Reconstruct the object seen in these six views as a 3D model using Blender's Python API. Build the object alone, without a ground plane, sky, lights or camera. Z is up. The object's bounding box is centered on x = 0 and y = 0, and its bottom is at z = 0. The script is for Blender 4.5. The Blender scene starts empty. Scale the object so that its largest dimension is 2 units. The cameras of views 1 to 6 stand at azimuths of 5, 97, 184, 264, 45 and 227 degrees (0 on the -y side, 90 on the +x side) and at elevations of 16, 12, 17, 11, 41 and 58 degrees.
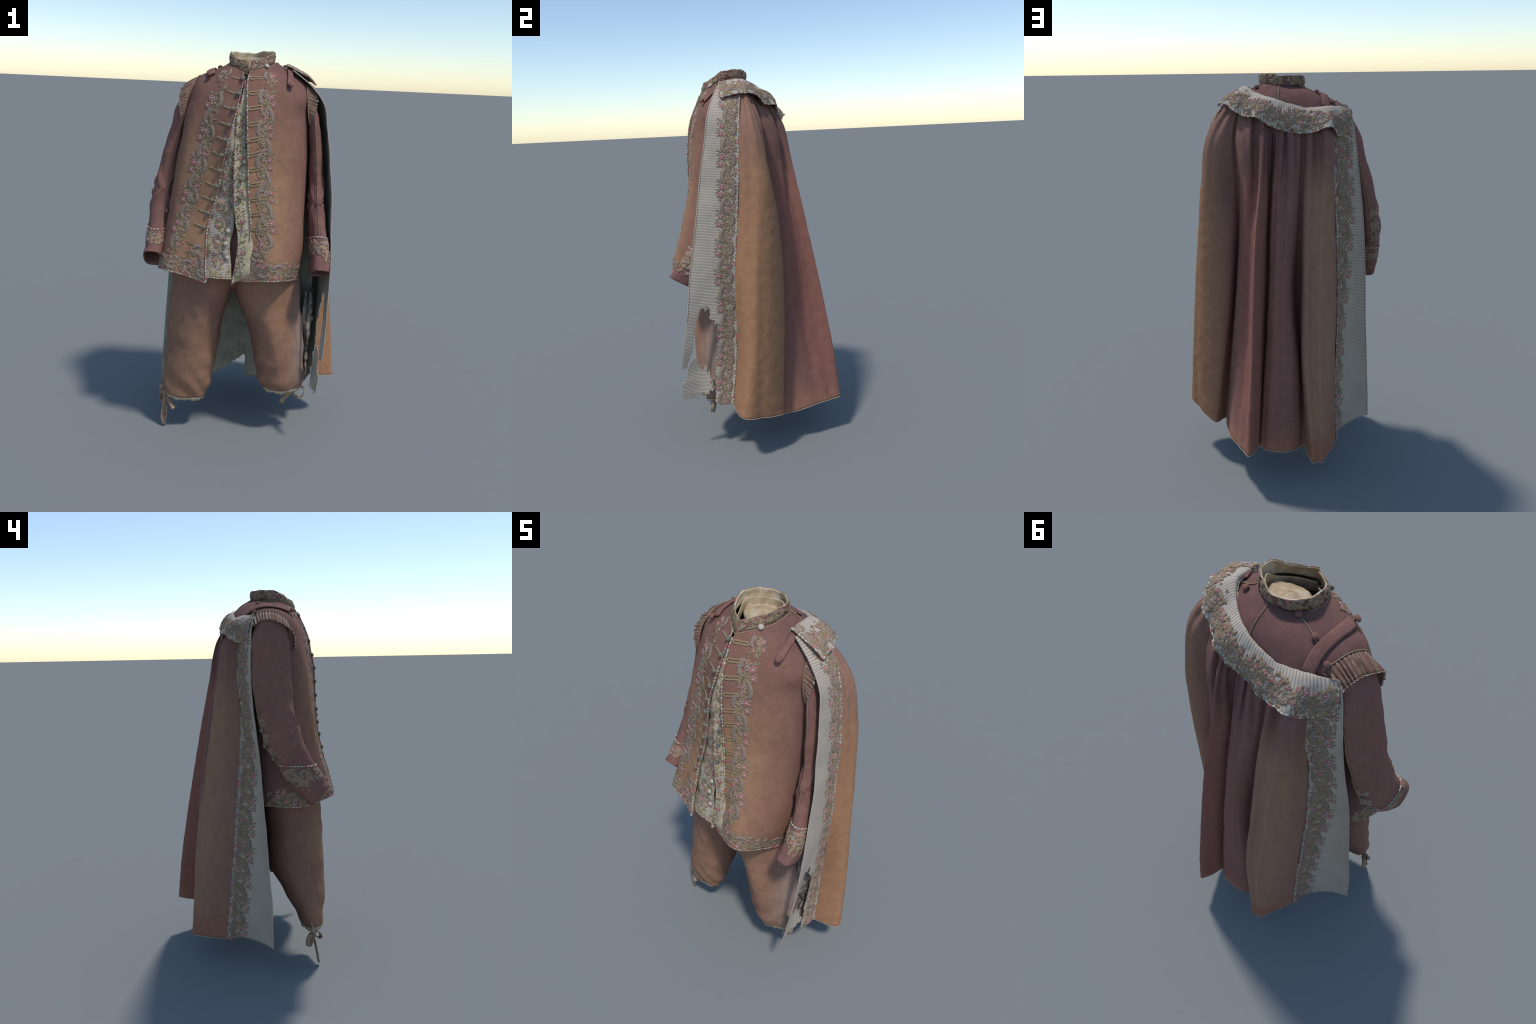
# Court costume on an unseen stand: doublet, waistcoat, breeches and a gathered cape.
import bpy, math, random
import numpy as np
from mathutils import Vector, Matrix, noise
from mathutils.bvhtree import BVHTree

R = random.Random(7)
SC = bpy.context.scene.collection

# ------------------------------------------------------------------ helpers
def hermite(tk, P, t):
    """Smooth non-uniform cubic through keys P (k, ...) at parameters tk."""
    tk = np.asarray(tk, float); P = np.asarray(P, float); t = np.asarray(t, float)
    d = np.diff(tk); s = np.diff(P, axis=0) / d.reshape(-1, *([1] * (P.ndim - 1)))
    T = np.empty_like(P); T[0] = s[0]; T[-1] = s[-1]
    if len(tk) > 2:
        w = (d[:-1] / (d[:-1] + d[1:])).reshape(-1, *([1] * (P.ndim - 1)))
        T[1:-1] = s[:-1] * (1 - w) + s[1:] * w
    i = np.clip(np.searchsorted(tk, t, side="right") - 1, 0, len(d) - 1)
    h = d[i]; u = (t - tk[i]) / h
    sh = (-1, *([1] * (P.ndim - 1)))
    u = u.reshape(sh); h = h.reshape(sh)
    return ((2*u**3-3*u**2+1)*P[i] + (u**3-2*u**2+u)*h*T[i] + (-2*u**3+3*u**2)*P[i+1] + (u**3-u**2)*h*T[i+1])

def chord(P, power=1.0):
    P = np.asarray(P, float)
    d = np.linalg.norm(np.diff(P, axis=0), axis=1) ** power
    return np.concatenate([[0], np.cumsum(np.maximum(d, 1e-6))])

def curve(P, n, power=0.7):
    """n points along a smooth curve through P, evenly spaced."""
    t = chord(P, power)
    fine = hermite(t, P, np.linspace(0, t[-1], 40 * len(P)))
    a = chord(fine)
    q = np.linspace(0, a[-1], n)
    return np.stack([np.interp(q, a, fine[:, k]) for k in range(3)], 1)

def loft(rings, n_along, n_across, t_rings=None, t_cols=None):
    """rings: (k, m, 3) control net -> smooth grid (n_along, n_across, 3)."""
    rings = np.asarray(rings, float)
    if t_rings is None:
        t_rings = chord(rings.reshape(len(rings), -1), 1.0)
    if t_cols is None:
        t_cols = np.mean([chord(r, 0.7) / chord(r, 0.7)[-1] for r in rings], axis=0)
    g = hermite(t_rings, rings, np.linspace(t_rings[0], t_rings[-1], n_along))
    g = hermite(t_cols, g.swapaxes(0, 1), np.linspace(t_cols[0], t_cols[-1], n_across)).swapaxes(0, 1)
    return g

def make(name, verts, faces, mats, parent=None, smooth=True, mat_idx=None):
    me = bpy.data.meshes.new(name)
    me.from_pydata([tuple(v) for v in verts], [], [tuple(f) for f in faces])
    for m in (mats if isinstance(mats, (list, tuple)) else [mats]):
        me.materials.append(m)
    if mat_idx is not None:
        me.polygons.foreach_set("material_index", np.asarray(mat_idx, np.int32))
    if smooth:
        me.polygons.foreach_set("use_smooth", [True] * len(me.polygons))
    me.update()
    ob = bpy.data.objects.new(name, me)
    SC.objects.link(ob)
    if parent:
        ob.parent = parent
    return ob

def grid_faces(n, m, close=False):
    F = []
    for i in range(n - 1):
        for j in range(m if close else m - 1):
            k = (j + 1) % m
            F.append((i*m+j, i*m+k, (i+1)*m+k, (i+1)*m+j))
    return F

def oriented(G, close, centre):
    """faces of grid G wound so that normals point away from centre(p)."""
    n, m = G.shape[:2]
    F = grid_faces(n, m, close); V = G.reshape(-1, 3)
    s = 0.0
    for f in F[::max(1, len(F)//400)]:
        a, b, c, d = (V[i] for i in f)
        nn = np.cross(c - a, d - b); mid = (a + c) / 2
        s += float(nn @ (mid - centre(mid)))
    return F if s > 0 else [f[::-1] for f in F]

class Surf:
    """a single-layer cloth grid with its nearest-point lookup."""
    def __init__(self, G, F):
        self.G = G; self.V = G.reshape(-1, 3); self.F = F
        self.bvh = BVHTree.FromPolygons([Vector(v) for v in self.V], F)
    def near(self, p):
        loc, nrm, _, _ = self.bvh.find_nearest(Vector(p))
        return loc, nrm

def cloth(name, G, mats, parent, centre, close=False, thick=0.004, keep=None, offset=-1.0):
    F = oriented(G, close, centre)
    surf = Surf(G, F)
    V = G.reshape(-1, 3)
    FF = F
    if keep is not None:
        n, m = G.shape[:2]
        FF = [f for f in F if keep(min(f[0], f[3], f[1], f[2]) // m / (n - 1), (min(f) % m) / (m - 1))]
        used = sorted({i for f in FF for i in f}); idx = {o: k for k, o in enumerate(used)}
        V = V[used]; FF = [tuple(idx[i] for i in f) for f in FF]
    ob = make(name, V, FF, mats, parent)
    if thick:
        md = ob.modifiers.new("thickness", "SOLIDIFY")
        md.thickness = thick; md.offset = offset
        if isinstance(mats, (list, tuple)) and len(mats) > 1:
            md.material_offset = 1; md.material_offset_rim = 1
    return ob, surf

def fbm(p, s, seed=0.0):
    return noise.fractal(Vector((p[0]*s+seed, p[1]*s+seed*1.3, p[2]*s-seed)), 1.0, 2.0, 3)

def wrinkle(G, amp, scale, stretch=(1, 1, 1), seed=0.0, close=False):
    """push a grid along its normals by soft noise."""
    A = np.roll(G, -1, 1) - np.roll(G, 1, 1)
    B = np.gradient(G, axis=0)
    if not close:
        A = np.gradient(G, axis=1)
    N = np.cross(A, B); N /= np.maximum(np.linalg.norm(N, axis=2, keepdims=True), 1e-9)
    out = G.copy()
    for i in range(G.shape[0]):
        for j in range(G.shape[1]):
            p = G[i, j] * np.array(stretch)
            out[i, j] += N[i, j] * amp * fbm(p, scale, seed)
    return out

class Bag:
    """accumulates many small pieces into one mesh."""
    def __init__(self):
        self.v = []; self.f = []; self.m = []
    def add(self, V, F, mi=0):
        o = len(self.v)
        self.v += [tuple(p) for p in V]; self.f += [tuple(i + o for i in q) for q in F]; self.m += [mi] * len(F)
    def emit(self, name, mats, parent):
        if not self.v:
            return None
        ob = make(name, self.v, self.f, mats, parent, True, self.m)
        ob["kind"] = "stuff"
        return ob

def tube(path, rad, seg=8, flat=1.0, up=None, ends=True):
    """tube along a path; rad scalar or array; flat squeezes it towards 'up'."""
    P = np.asarray(path, float); n = len(P)
    rad = np.broadcast_to(np.asarray(rad, float), (n,))
    T = np.gradient(P, axis=0); T /= np.maximum(np.linalg.norm(T, axis=1, keepdims=True), 1e-9)
    V = []; u = np.array(up if up is not None else (0.3, 0.2, 0.9), float)
    if up is None or np.ndim(up) == 1:
        U = np.tile(u, (n, 1))
    else:
        U = np.asarray(up, float)
    for i in range(n):
        s = np.cross(T[i], U[i]); s /= max(np.linalg.norm(s), 1e-9)
        w = np.cross(s, T[i])
        for k in range(seg):
            a = 2 * math.pi * k / seg
            V.append(P[i] + rad[i] * (math.cos(a) * s + flat * math.sin(a) * w))
    F = grid_faces(n, seg, True)
    if ends:
        F = F + [tuple(range(seg))[::-1], tuple((n-1)*seg + k for k in range(seg))]
    return np.array(V), F

def ellipsoid(c, ax, seg=8, rings=5):
    """ax: 3 half-axis vectors."""
    V = [c + ax[2]]; F = []
    for i in range(1, rings):
        t = math.pi * i / rings
        for k in range(seg):
            a = 2 * math.pi * k / seg
            V.append(c + math.sin(t) * (math.cos(a) * ax[0] + math.sin(a) * ax[1]) + math.cos(t) * ax[2])
    V.append(c - ax[2])
    for k in range(seg):
        F.append((0, 1 + k, 1 + (k + 1) % seg))
    for i in range(rings - 2):
        for k in range(seg):
            a = 1 + i*seg + k; b = 1 + i*seg + (k+1) % seg
            F.append((a, a + seg, b + seg, b))
    L = len(V) - 1; o = 1 + (rings - 2) * seg
    for k in range(seg):
        F.append((L, o + (k + 1) % seg, o + k))
    return np.array(V), F

# ------------------------------------------------------------------ materials
class NT:
    def __init__(self, name, rough=0.85, sheen=0.0, spec=0.2):
        self.mat = bpy.data.materials.new(name); self.mat.use_nodes = True
        self.t = self.mat.node_tree; self.b = self.t.nodes["Principled BSDF"]
        self.b.inputs["Roughness"].default_value = rough
        self.b.inputs["Specular IOR Level"].default_value = spec
        if sheen:
            self.b.inputs["Sheen Weight"].default_value = sheen
            self.b.inputs["Sheen Roughness"].default_value = 0.5
        self.co = self.n("ShaderNodeTexCoord").outputs["Object"]
    def n(self, kind, **props):
        nd = self.t.nodes.new(kind)
        for k, v in props.items():
            setattr(nd, k, v)
        return nd
    def put(self, sock, v):
        if isinstance(v, bpy.types.NodeSocket):
            self.t.links.new(v, sock)
        else:
            sock.default_value = v
    def math(self, op, a, b=0.0, clamp=False):
        nd = self.n("ShaderNodeMath", operation=op, use_clamp=clamp)
        self.put(nd.inputs[0], a); self.put(nd.inputs[1], b)
        return nd.outputs[0]
    def noise(self, scale, detail=3.0, rough=0.55, vec=None, dist=0.0):
        nd = self.n("ShaderNodeTexNoise"); self.put(nd.inputs["Vector"], vec or self.co)
        nd.inputs["Scale"].default_value = scale; nd.inputs["Detail"].default_value = detail
        nd.inputs["Roughness"].default_value = rough; nd.inputs["Distortion"].default_value = dist
        return nd.outputs["Fac"]
    def mapping(self, rot=(0, 0, 0), scale=(1, 1, 1), loc=(0, 0, 0)):
        nd = self.n("ShaderNodeMapping"); self.put(nd.inputs["Vector"], self.co)
        nd.inputs["Rotation"].default_value = rot; nd.inputs["Scale"].default_value = scale
        nd.inputs["Location"].default_value = loc
        return nd.outputs[0]
    def wave(self, period, axis="Z", vec=None, dist=0.0, dscale=1.0):
        nd = self.n("ShaderNodeTexWave", wave_type="BANDS", bands_direction=axis)
        self.put(nd.inputs["Vector"], vec or self.co)
        nd.inputs["Scale"].default_value = 0.31416 / period
        nd.inputs["Distortion"].default_value = dist; nd.inputs["Detail Scale"].default_value = dscale
        return nd.outputs["Fac"]
    def ramp(self, fac, stops, interp="LINEAR"):
        nd = self.n("ShaderNodeValToRGB"); cr = nd.color_ramp; cr.interpolation = interp
        while len(cr.elements) < len(stops):
            cr.elements.new(0.5)
        for e, (p, c) in zip(cr.elements, stops):
            e.position = p
            e.color = (*c, 1) if hasattr(c, "__len__") else (c, c, c, 1)
        self.put(nd.inputs[0], fac)
        return nd.outputs[0]
    def mix(self, fac, a, b, mode="MIX"):
        nd = self.n("ShaderNodeMix", data_type="RGBA", blend_type=mode)
        self.put(nd.inputs[0], fac)
        for s, v in ((nd.inputs[6], a), (nd.inputs[7], b)):
            self.put(s, v if isinstance(v, bpy.types.NodeSocket) else (*v, 1))
        return nd.outputs[2]
    def xyz(self):
        nd = self.n("ShaderNodeSeparateXYZ"); self.put(nd.inputs[0], self.co)
        return nd.outputs
    def smooth(self, v, lo, hi):
        nd = self.n("ShaderNodeMapRange", interpolation_type="SMOOTHSTEP")
        self.put(nd.inputs[0], v); nd.inputs[1].default_value = lo; nd.inputs[2].default_value = hi
        return nd.outputs[0]
    def bump(self, h, strength=0.3, dist=0.002):
        nd = self.n("ShaderNodeBump"); nd.inputs["Strength"].default_value = strength
        nd.inputs["Distance"].default_value = dist; self.put(nd.inputs["Height"], h)
        self.t.links.new(nd.outputs[0], self.b.inputs["Normal"])
    def done(self, col):
        self.put(self.b.inputs["Base Color"], col if isinstance(col, bpy.types.NodeSocket) else (*col, 1))
        return self.mat

MAUVE = (0.182, 0.096, 0.084)
ROSE  = (0.262, 0.134, 0.094)
TAN   = (0.350, 0.194, 0.110)
AMBER = (0.345, 0.180, 0.098)
BRICK = (0.270, 0.110, 0.084)

def weave(nt, col, period=0.0054, strength=0.25):
    """canvas grain: warp and weft seen along whichever axis the cloth faces."""
    geo = nt.n("ShaderNodeNewGeometry").outputs["Normal"]
    sep = nt.n("ShaderNodeSeparateXYZ"); nt.put(sep.inputs[0], geo)
    ax = nt.math("ABSOLUTE", sep.outputs[0]); ay = nt.math("ABSOLUTE", sep.outputs[1])
    side = nt.smooth(nt.math("SUBTRACT", ax, ay), -0.25, 0.25)
    wx = nt.wave(period, "X", dist=1.0, dscale=9); wz = nt.wave(period, "Z", dist=1.0, dscale=9)
    wy = nt.wave(period, "Y", dist=1.0, dscale=9)
    wrp = nt.math("ADD", nt.math("MULTIPLY", wy, side), nt.math("MULTIPLY", wx, nt.math("SUBTRACT", 1.0, side)))
    flat = nt.smooth(nt.math("ABSOLUTE", sep.outputs[2]), 0.75, 0.45)
    edge = nt.math("ABSOLUTE", nt.math("SUBTRACT", ax, ay)); edge = nt.smooth(edge, 0.15, 0.5)
    h = nt.math("MULTIPLY", nt.math("MULTIPLY", wrp, wz), nt.math("MULTIPLY", flat, nt.math("ADD", nt.math("MULTIPLY", edge, 0.7), 0.3)))
    fz = nt.noise(210, 3, 0.7)
    nt.bump(nt.math("ADD", h, fz), strength, 0.0012)
    g = nt.ramp(h, [(0.0, 0.92), (0.45, 1.05), (1.0, 1.24)])
    col = nt.mix(1.0, col, g, "MULTIPLY")
    fuzz = nt.ramp(fz, [(0.3, 0.86), (0.5, 1.0), (0.7, 1.14)])
    col = nt.mix(1.0, col, fuzz, "MULTIPLY")
    spot = nt.ramp(nt.noise(30, 4, 0.6), [(0.3, 0.88), (0.55, 1.0), (0.75, 1.08)])
    return nt.mix(1.0, col, spot, "MULTIPLY")

def mat_doublet():
    nt = NT("faded_rose_wool", 0.95, 0.0, 0.08)
    x, y, z = nt.xyz()
    n = nt.noise(3.2, 3, 0.5)
    # sun-faded tan on the lower fronts, unfaded mauve round the shoulders and sides
    low = nt.smooth(nt.math("ADD", z, nt.math("MULTIPLY", nt.math("SUBTRACT", n, 0.5), -0.35)), 1.74, 1.42)
    side = nt.smooth(nt.math("ABSOLUTE", nt.math("ADD", x, 0.06)), 0.34, 0.20)
    front = nt.smooth(y, -0.10, -0.26)
    m = nt.math("MULTIPLY", nt.math("MULTIPLY", low, front), nt.math("ADD", nt.math("MULTIPLY", side, 0.8), 0.2), True)
    base = nt.mix(nt.math("MULTIPLY", nt.smooth(y, -0.08, -0.30), nt.math("ADD", nt.math("MULTIPLY", n, 0.9), 0.3), True), MAUVE, ROSE)
    col = nt.mix(nt.math("MULTIPLY", m, 0.92), base, TAN)
    pink = nt.smooth(nt.noise(5.5, 2, 0.5), 0.52, 0.7)
    col = nt.mix(nt.math("MULTIPLY", pink, 0.30), col, (0.250, 0.112, 0.088))
    return nt.done(weave(nt, col))

def mat_plain(name, c1, c2, scale=4.0, rough=0.9):
    nt = NT(name, rough, 0.0, 0.08)
    col = nt.mix(nt.smooth(nt.noise(scale, 3, 0.5), 0.35, 0.65), c1, c2)
    return nt.done(weave(nt, col))

def mat_breeches():
    nt = NT("breeches_wool", 0.95, 0.0, 0.08)
    x, y, z = nt.xyz()
    # lit tan fronts and shaded plum sides of both legs, put into the colour
    fr = nt.smooth(y, -0.20, -0.335)
    n = nt.smooth(nt.noise(4.0, 3, 0.5), 0.3, 0.62)
    col = nt.mix(nt.math("MULTIPLY", fr, nt.math("ADD", nt.math("MULTIPLY", n, 0.45), 0.22)), (0.235, 0.120, 0.094), TAN)
    grey = nt.math("MULTIPLY", nt.smooth(x, 0.24, 0.33), nt.smooth(z, 0.24, 0.36))  # smear of border stripes on the left leg, a texture projection fault of the scan
    grey = nt.math("MULTIPLY", grey, nt.math("ADD", nt.math("MULTIPLY", nt.wave(0.008, "Z", dist=1.5, dscale=3), 0.25), 0.3))
    col = nt.mix(grey, col, (0.40, 0.335, 0.275))
    return nt.done(weave(nt, col))

def mat_cape():
    nt = NT("cape_wool", 0.95, 0.0, 0.08)
    x, y, z = nt.xyz()
    w = nt.math("ADD", x, nt.math("MULTIPLY", nt.math("SUBTRACT", nt.noise(2.5, 3), 0.5), 0.05))
    f = nt.math("ADD", nt.math("MULTIPLY", w, 1.0), 0.45)   # x -.45..+.55 -> 0..1
    low = nt.ramp(f, [(0.12, (0.235, 0.122, 0.104)), (0.21, (0.315, 0.188, 0.122)), (0.29, (0.305, 0.180, 0.118)), (0.36, (0.235, 0.118, 0.102)),
                      (0.47, (0.245, 0.120, 0.102)), (0.535, (0.280, 0.125, 0.096)), (0.60, (0.262, 0.114, 0.088)), (0.68, (0.230, 0.114, 0.092)),
                      (0.75, (0.290, 0.160, 0.098)), (0.88, AMBER)])
    top = nt.ramp(f, [(0.2, (0.230, 0.120, 0.102)), (0.5, MAUVE), (0.75, (0.270, 0.148, 0.108)), (0.9, (0.320, 0.172, 0.108))])
    hem = nt.mix(nt.smooth(nt.math("ADD", z, nt.math("MULTIPLY", nt.noise(6, 2), 0.12)), 0.40, 0.22), low, (0.300, 0.145, 0.098))
    col = nt.mix(nt.smooth(z, 1.40, 1.68), hem, top)
    return nt.done(weave(nt, col, 0.0058))

CREAM = (0.505, 0.432, 0.345)
def stripes(nt, s, soft=1.0):
    dirt = nt.ramp(nt.noise(5, 4, 0.6), [(0.35, (0.42, 0.36, 0.29)), (0.6, CREAM), (0.8, (0.565, 0.490, 0.395))])
    col = nt.mix(nt.math("MULTIPLY", nt.smooth(s, 0.55, 0.95), soft), dirt, (0.235, 0.190, 0.162))
    nt.bump(s, 0.35, -0.002)
    return col

def mat_lappet(tilt, period=0.0078):
    nt = NT("ribbed_cream_silk", 0.75, 0.0, 0.25)
    vec = nt.mapping(rot=(0, tilt, 0))
    s = nt.wave(period, "Z", vec, dist=0.8, dscale=1.2)
    return nt.done(stripes(nt, s, 0.85))

def mat_flap():
    """ribs fan out round the neck."""
    nt = NT("ribbed_collar_silk", 0.75, 0.0, 0.25)
    x, y, z = nt.xyz()
    a = nt.math("ARCTAN2", nt.math("ADD", y, 0.20), nt.math("ADD", x, 0.02))
    a = nt.math("ADD", a, nt.math("MULTIPLY", nt.noise(9, 2), 0.03))
    s = nt.math("ADD", nt.math("MULTIPLY", nt.math("SINE", nt.math("MULTIPLY", a, 190.0)), 0.5), 0.5)
    return nt.done(stripes(nt, s, 0.75))

def mat_thread(name, c1, c2, scale=260, rough=0.7, metallic=0.0):
    nt = NT(name, rough, 0.0, 0.3)
    k = nt.noise(scale, 2, 0.6)
    col = nt.mix(nt.smooth(k, 0.38, 0.62), c1, c2)
    nt.bump(k, 0.6, 0.002)
    return nt.done(col)

def mat_lining():
    nt = NT("grey_cream_lining", 0.9)
    col = nt.ramp(nt.noise(9, 4, 0.6), [(0.3, (0.30, 0.285, 0.225)), (0.55, (0.385, 0.36, 0.285)), (0.75, (0.45, 0.42, 0.34))])
    nt.bump(nt.noise(14, 4), 0.5, 0.01)
    return nt.done(col)

def mat_waistcoat():
    """cream stripes almost hidden under olive and gold needlework."""
    nt = NT("embroidered_waistcoat_silk", 0.75, 0.0, 0.25)
    s = nt.wave(0.0085, "Z", dist=0.5)
    col = nt.mix(nt.smooth(s, 0.62, 0.9), (0.50, 0.44, 0.36), (0.22, 0.175, 0.14))
    g = nt.noise(26, 3, 0.6, dist=1.2)
    need = nt.ramp(nt.noise(60, 3), [(0.3, (0.19, 0.155, 0.105)), (0.5, (0.34, 0.265, 0.150)), (0.65, (0.44, 0.37, 0.225)), (0.8, (0.44, 0.345, 0.30))])
    col = nt.mix(nt.smooth(g, 0.50, 0.55), col, need)
    nt.bump(g, 0.5, 0.004)
    return nt.done(col)

def mat_placket():
    nt = NT("embroidered_placket", 0.75, 0.0, 0.25)
    need = nt.ramp(nt.noise(70, 4, 0.7, dist=0.6), [(0.28, (0.25, 0.20, 0.135)), (0.42, (0.46, 0.36, 0.17)), (0.52, (0.52, 0.43, 0.27)), (0.60, (0.54, 0.46, 0.39)), (0.74, (0.34, 0.36, 0.335))])
    s = nt.wave(0.0085, "Z", dist=0.5)
    col = nt.mix(nt.math("MULTIPLY", nt.smooth(s, 0.6, 0.9), 0.35), need, (0.32, 0.28, 0.22))
    nt.bump(nt.noise(90, 3), 0.5, 0.003)
    return nt.done(col)

def mat_needle(name, shift):
    """dense old needlework: olive gold, dark gaps, lilac and ivory stitches."""
    nt = NT(name, 0.8, 0.0, 0.2)
    k = nt.noise(95, 3, 0.7, dist=0.8)
    col = nt.ramp(k, [(0.30, (0.112, 0.076, 0.050)), (0.42, (0.228, 0.160, 0.094)), (0.50, (0.322, 0.236, 0.144)), (0.56, (0.252, 0.178, 0.106)),
                      (0.63, (0.330, 0.262, 0.205)), (0.72, (0.46, 0.395, 0.32))])
    lil = nt.smooth(nt.noise(34, 2, 0.5), 0.55, 0.63)
    col = nt.mix(nt.math("MULTIPLY", lil, shift), col, (0.300, 0.228, 0.196))
    nt.bump(nt.noise(150, 3, 0.7), 0.8, 0.004)
    return nt.done(col)

M = dict(
    needle=mat_needle("couched_needlework", 0.55), needle_pale=mat_needle("couched_needlework_pale", 0.85),
    doublet=mat_doublet(),
    sleeve=mat_plain("mauve_sleeve_wool", (0.205, 0.103, 0.088), (0.245, 0.120, 0.095)),
    strap=mat_plain("dusty_rose_ribbon", (0.205, 0.103, 0.088), (0.250, 0.124, 0.102), 9),
    breeches=mat_breeches(), cape=mat_cape(),
    lap_p=mat_lappet(0.03), lap_n=mat_lappet(0.0, 0.0084), flap=mat_flap(),
    lining=mat_lining(), waist=mat_waistcoat(), placket=mat_placket(),
    gold=mat_thread("olive_gold_thread", (0.190, 0.136, 0.078), (0.345, 0.255, 0.152)),
    paleg=mat_thread("pale_gold_cord", (0.215, 0.150, 0.080), (0.315, 0.228, 0.130)),
    green=mat_thread("sage_thread", (0.155, 0.125, 0.078), (0.265, 0.222, 0.14)),
    mauve=mat_thread("lilac_grey_thread", (0.195, 0.140, 0.114), (0.290, 0.218, 0.180)),
    pink=mat_thread("rose_pink_thread", (0.40, 0.085, 0.105), (0.53, 0.175, 0.185)),
    blush=mat_thread("blush_thread", (0.36, 0.25, 0.21), (0.46, 0.335, 0.28)),
    white=mat_thread("ivory_thread", (0.42, 0.36, 0.305), (0.56, 0.49, 0.415)),
    blue=mat_thread("pale_blue_thread", (0.235, 0.280, 0.270), (0.36, 0.41, 0.385)),
    button=mat_thread("tarnished_button_thread", (0.155, 0.136, 0.100), (0.255, 0.225, 0.170), 120),
    bone=mat_thread("bone_button", (0.50, 0.435, 0.365), (0.58, 0.505, 0.425), 40),
    ribbon=mat_thread("faded_brown_ribbon", (0.27, 0.175, 0.115), (0.37, 0.255, 0.175), 60),
    linen=mat_thread("aged_linen", (0.40, 0.295, 0.175), (0.54, 0.44, 0.30), 22),
    band=mat_thread("linen_band", (0.42, 0.325, 0.225), (0.50, 0.40, 0.285), 30),
)

# ------------------------------------------------------------------ top-level garments
def thing(name, label, category, at):
    e = bpy.data.objects.new(name, None); SC.objects.link(e)
    e.empty_display_size = 0.1
    e["label"] = label; e["category"] = category
    return e

DOUBLET = thing("doublet", "faded rose doublet with floral embroidery and round buttons", "jacket", (0, 0, 0.9))
WAISTCOAT = thing("waistcoat", "cream striped waistcoat covered in gold floral needlework", "waistcoat", (0, 0, 0.9))
BREECHES = thing("breeches", "rose brown wool knee breeches tied with ribbons", "breeches", (0, 0, 0))
CAPE = thing("cape", "long gathered wool cape with striped embroidered borders and collar", "cape", (0, 0, 0.1))

axis = lambda p: np.array([-0.03, -0.11, p[2]])

# ------------------------------------------------------------------ needlework
def flower_mesh(name, petal, centre, rim, petals=6):
    b = Bag()
    def dome(cx, cy, rx, ry, ang, h0, h, mi, seg=8):
        V = []; F = []
        for r, hh in ((1.0, h0), (0.75, h0 + h * 0.75)):
            for k in range(seg):
                a = 2*math.pi*k/seg
                px, py = rx*r*math.cos(a), ry*r*math.sin(a)
                V.append((cx + px*math.cos(ang) - py*math.sin(ang), cy + px*math.sin(ang) + py*math.cos(ang), hh))
        V.append((cx, cy, h0 + h))
        for k in range(seg):
            q = (k+1) % seg
            F += [(k, q, seg+q, seg+k), (seg+k, seg+q, 2*seg)]
        b.add(V, F, mi)
    for k in range(petals):      # pale outline under, coloured petal above
        a = 2*math.pi*k/petals
        dome(0.62*math.cos(a), 0.62*math.sin(a), 0.40, 0.33, a, -0.10, 0.26, 2)
        dome(0.62*math.cos(a), 0.62*math.sin(a), 0.32, 0.25, a, 0.02, 0.28, 0)
    dome(0, 0, 0.32, 0.32, 0, 0.0, 0.42, 1)
    ob = make(name, b.v, b.f, [petal, centre, rim], None, True, b.m)
    me = ob.data; bpy.data.objects.remove(ob)
    return me

FLOWERS = dict(pink=flower_mesh("flower", M["pink"], M["white"], M["blush"]),
               pale=flower_mesh("flower", M["white"], M["pink"], M["mauve"], 5),
               bud=flower_mesh("flower", M["white"], M["gold"], M["green"], 4))

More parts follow.
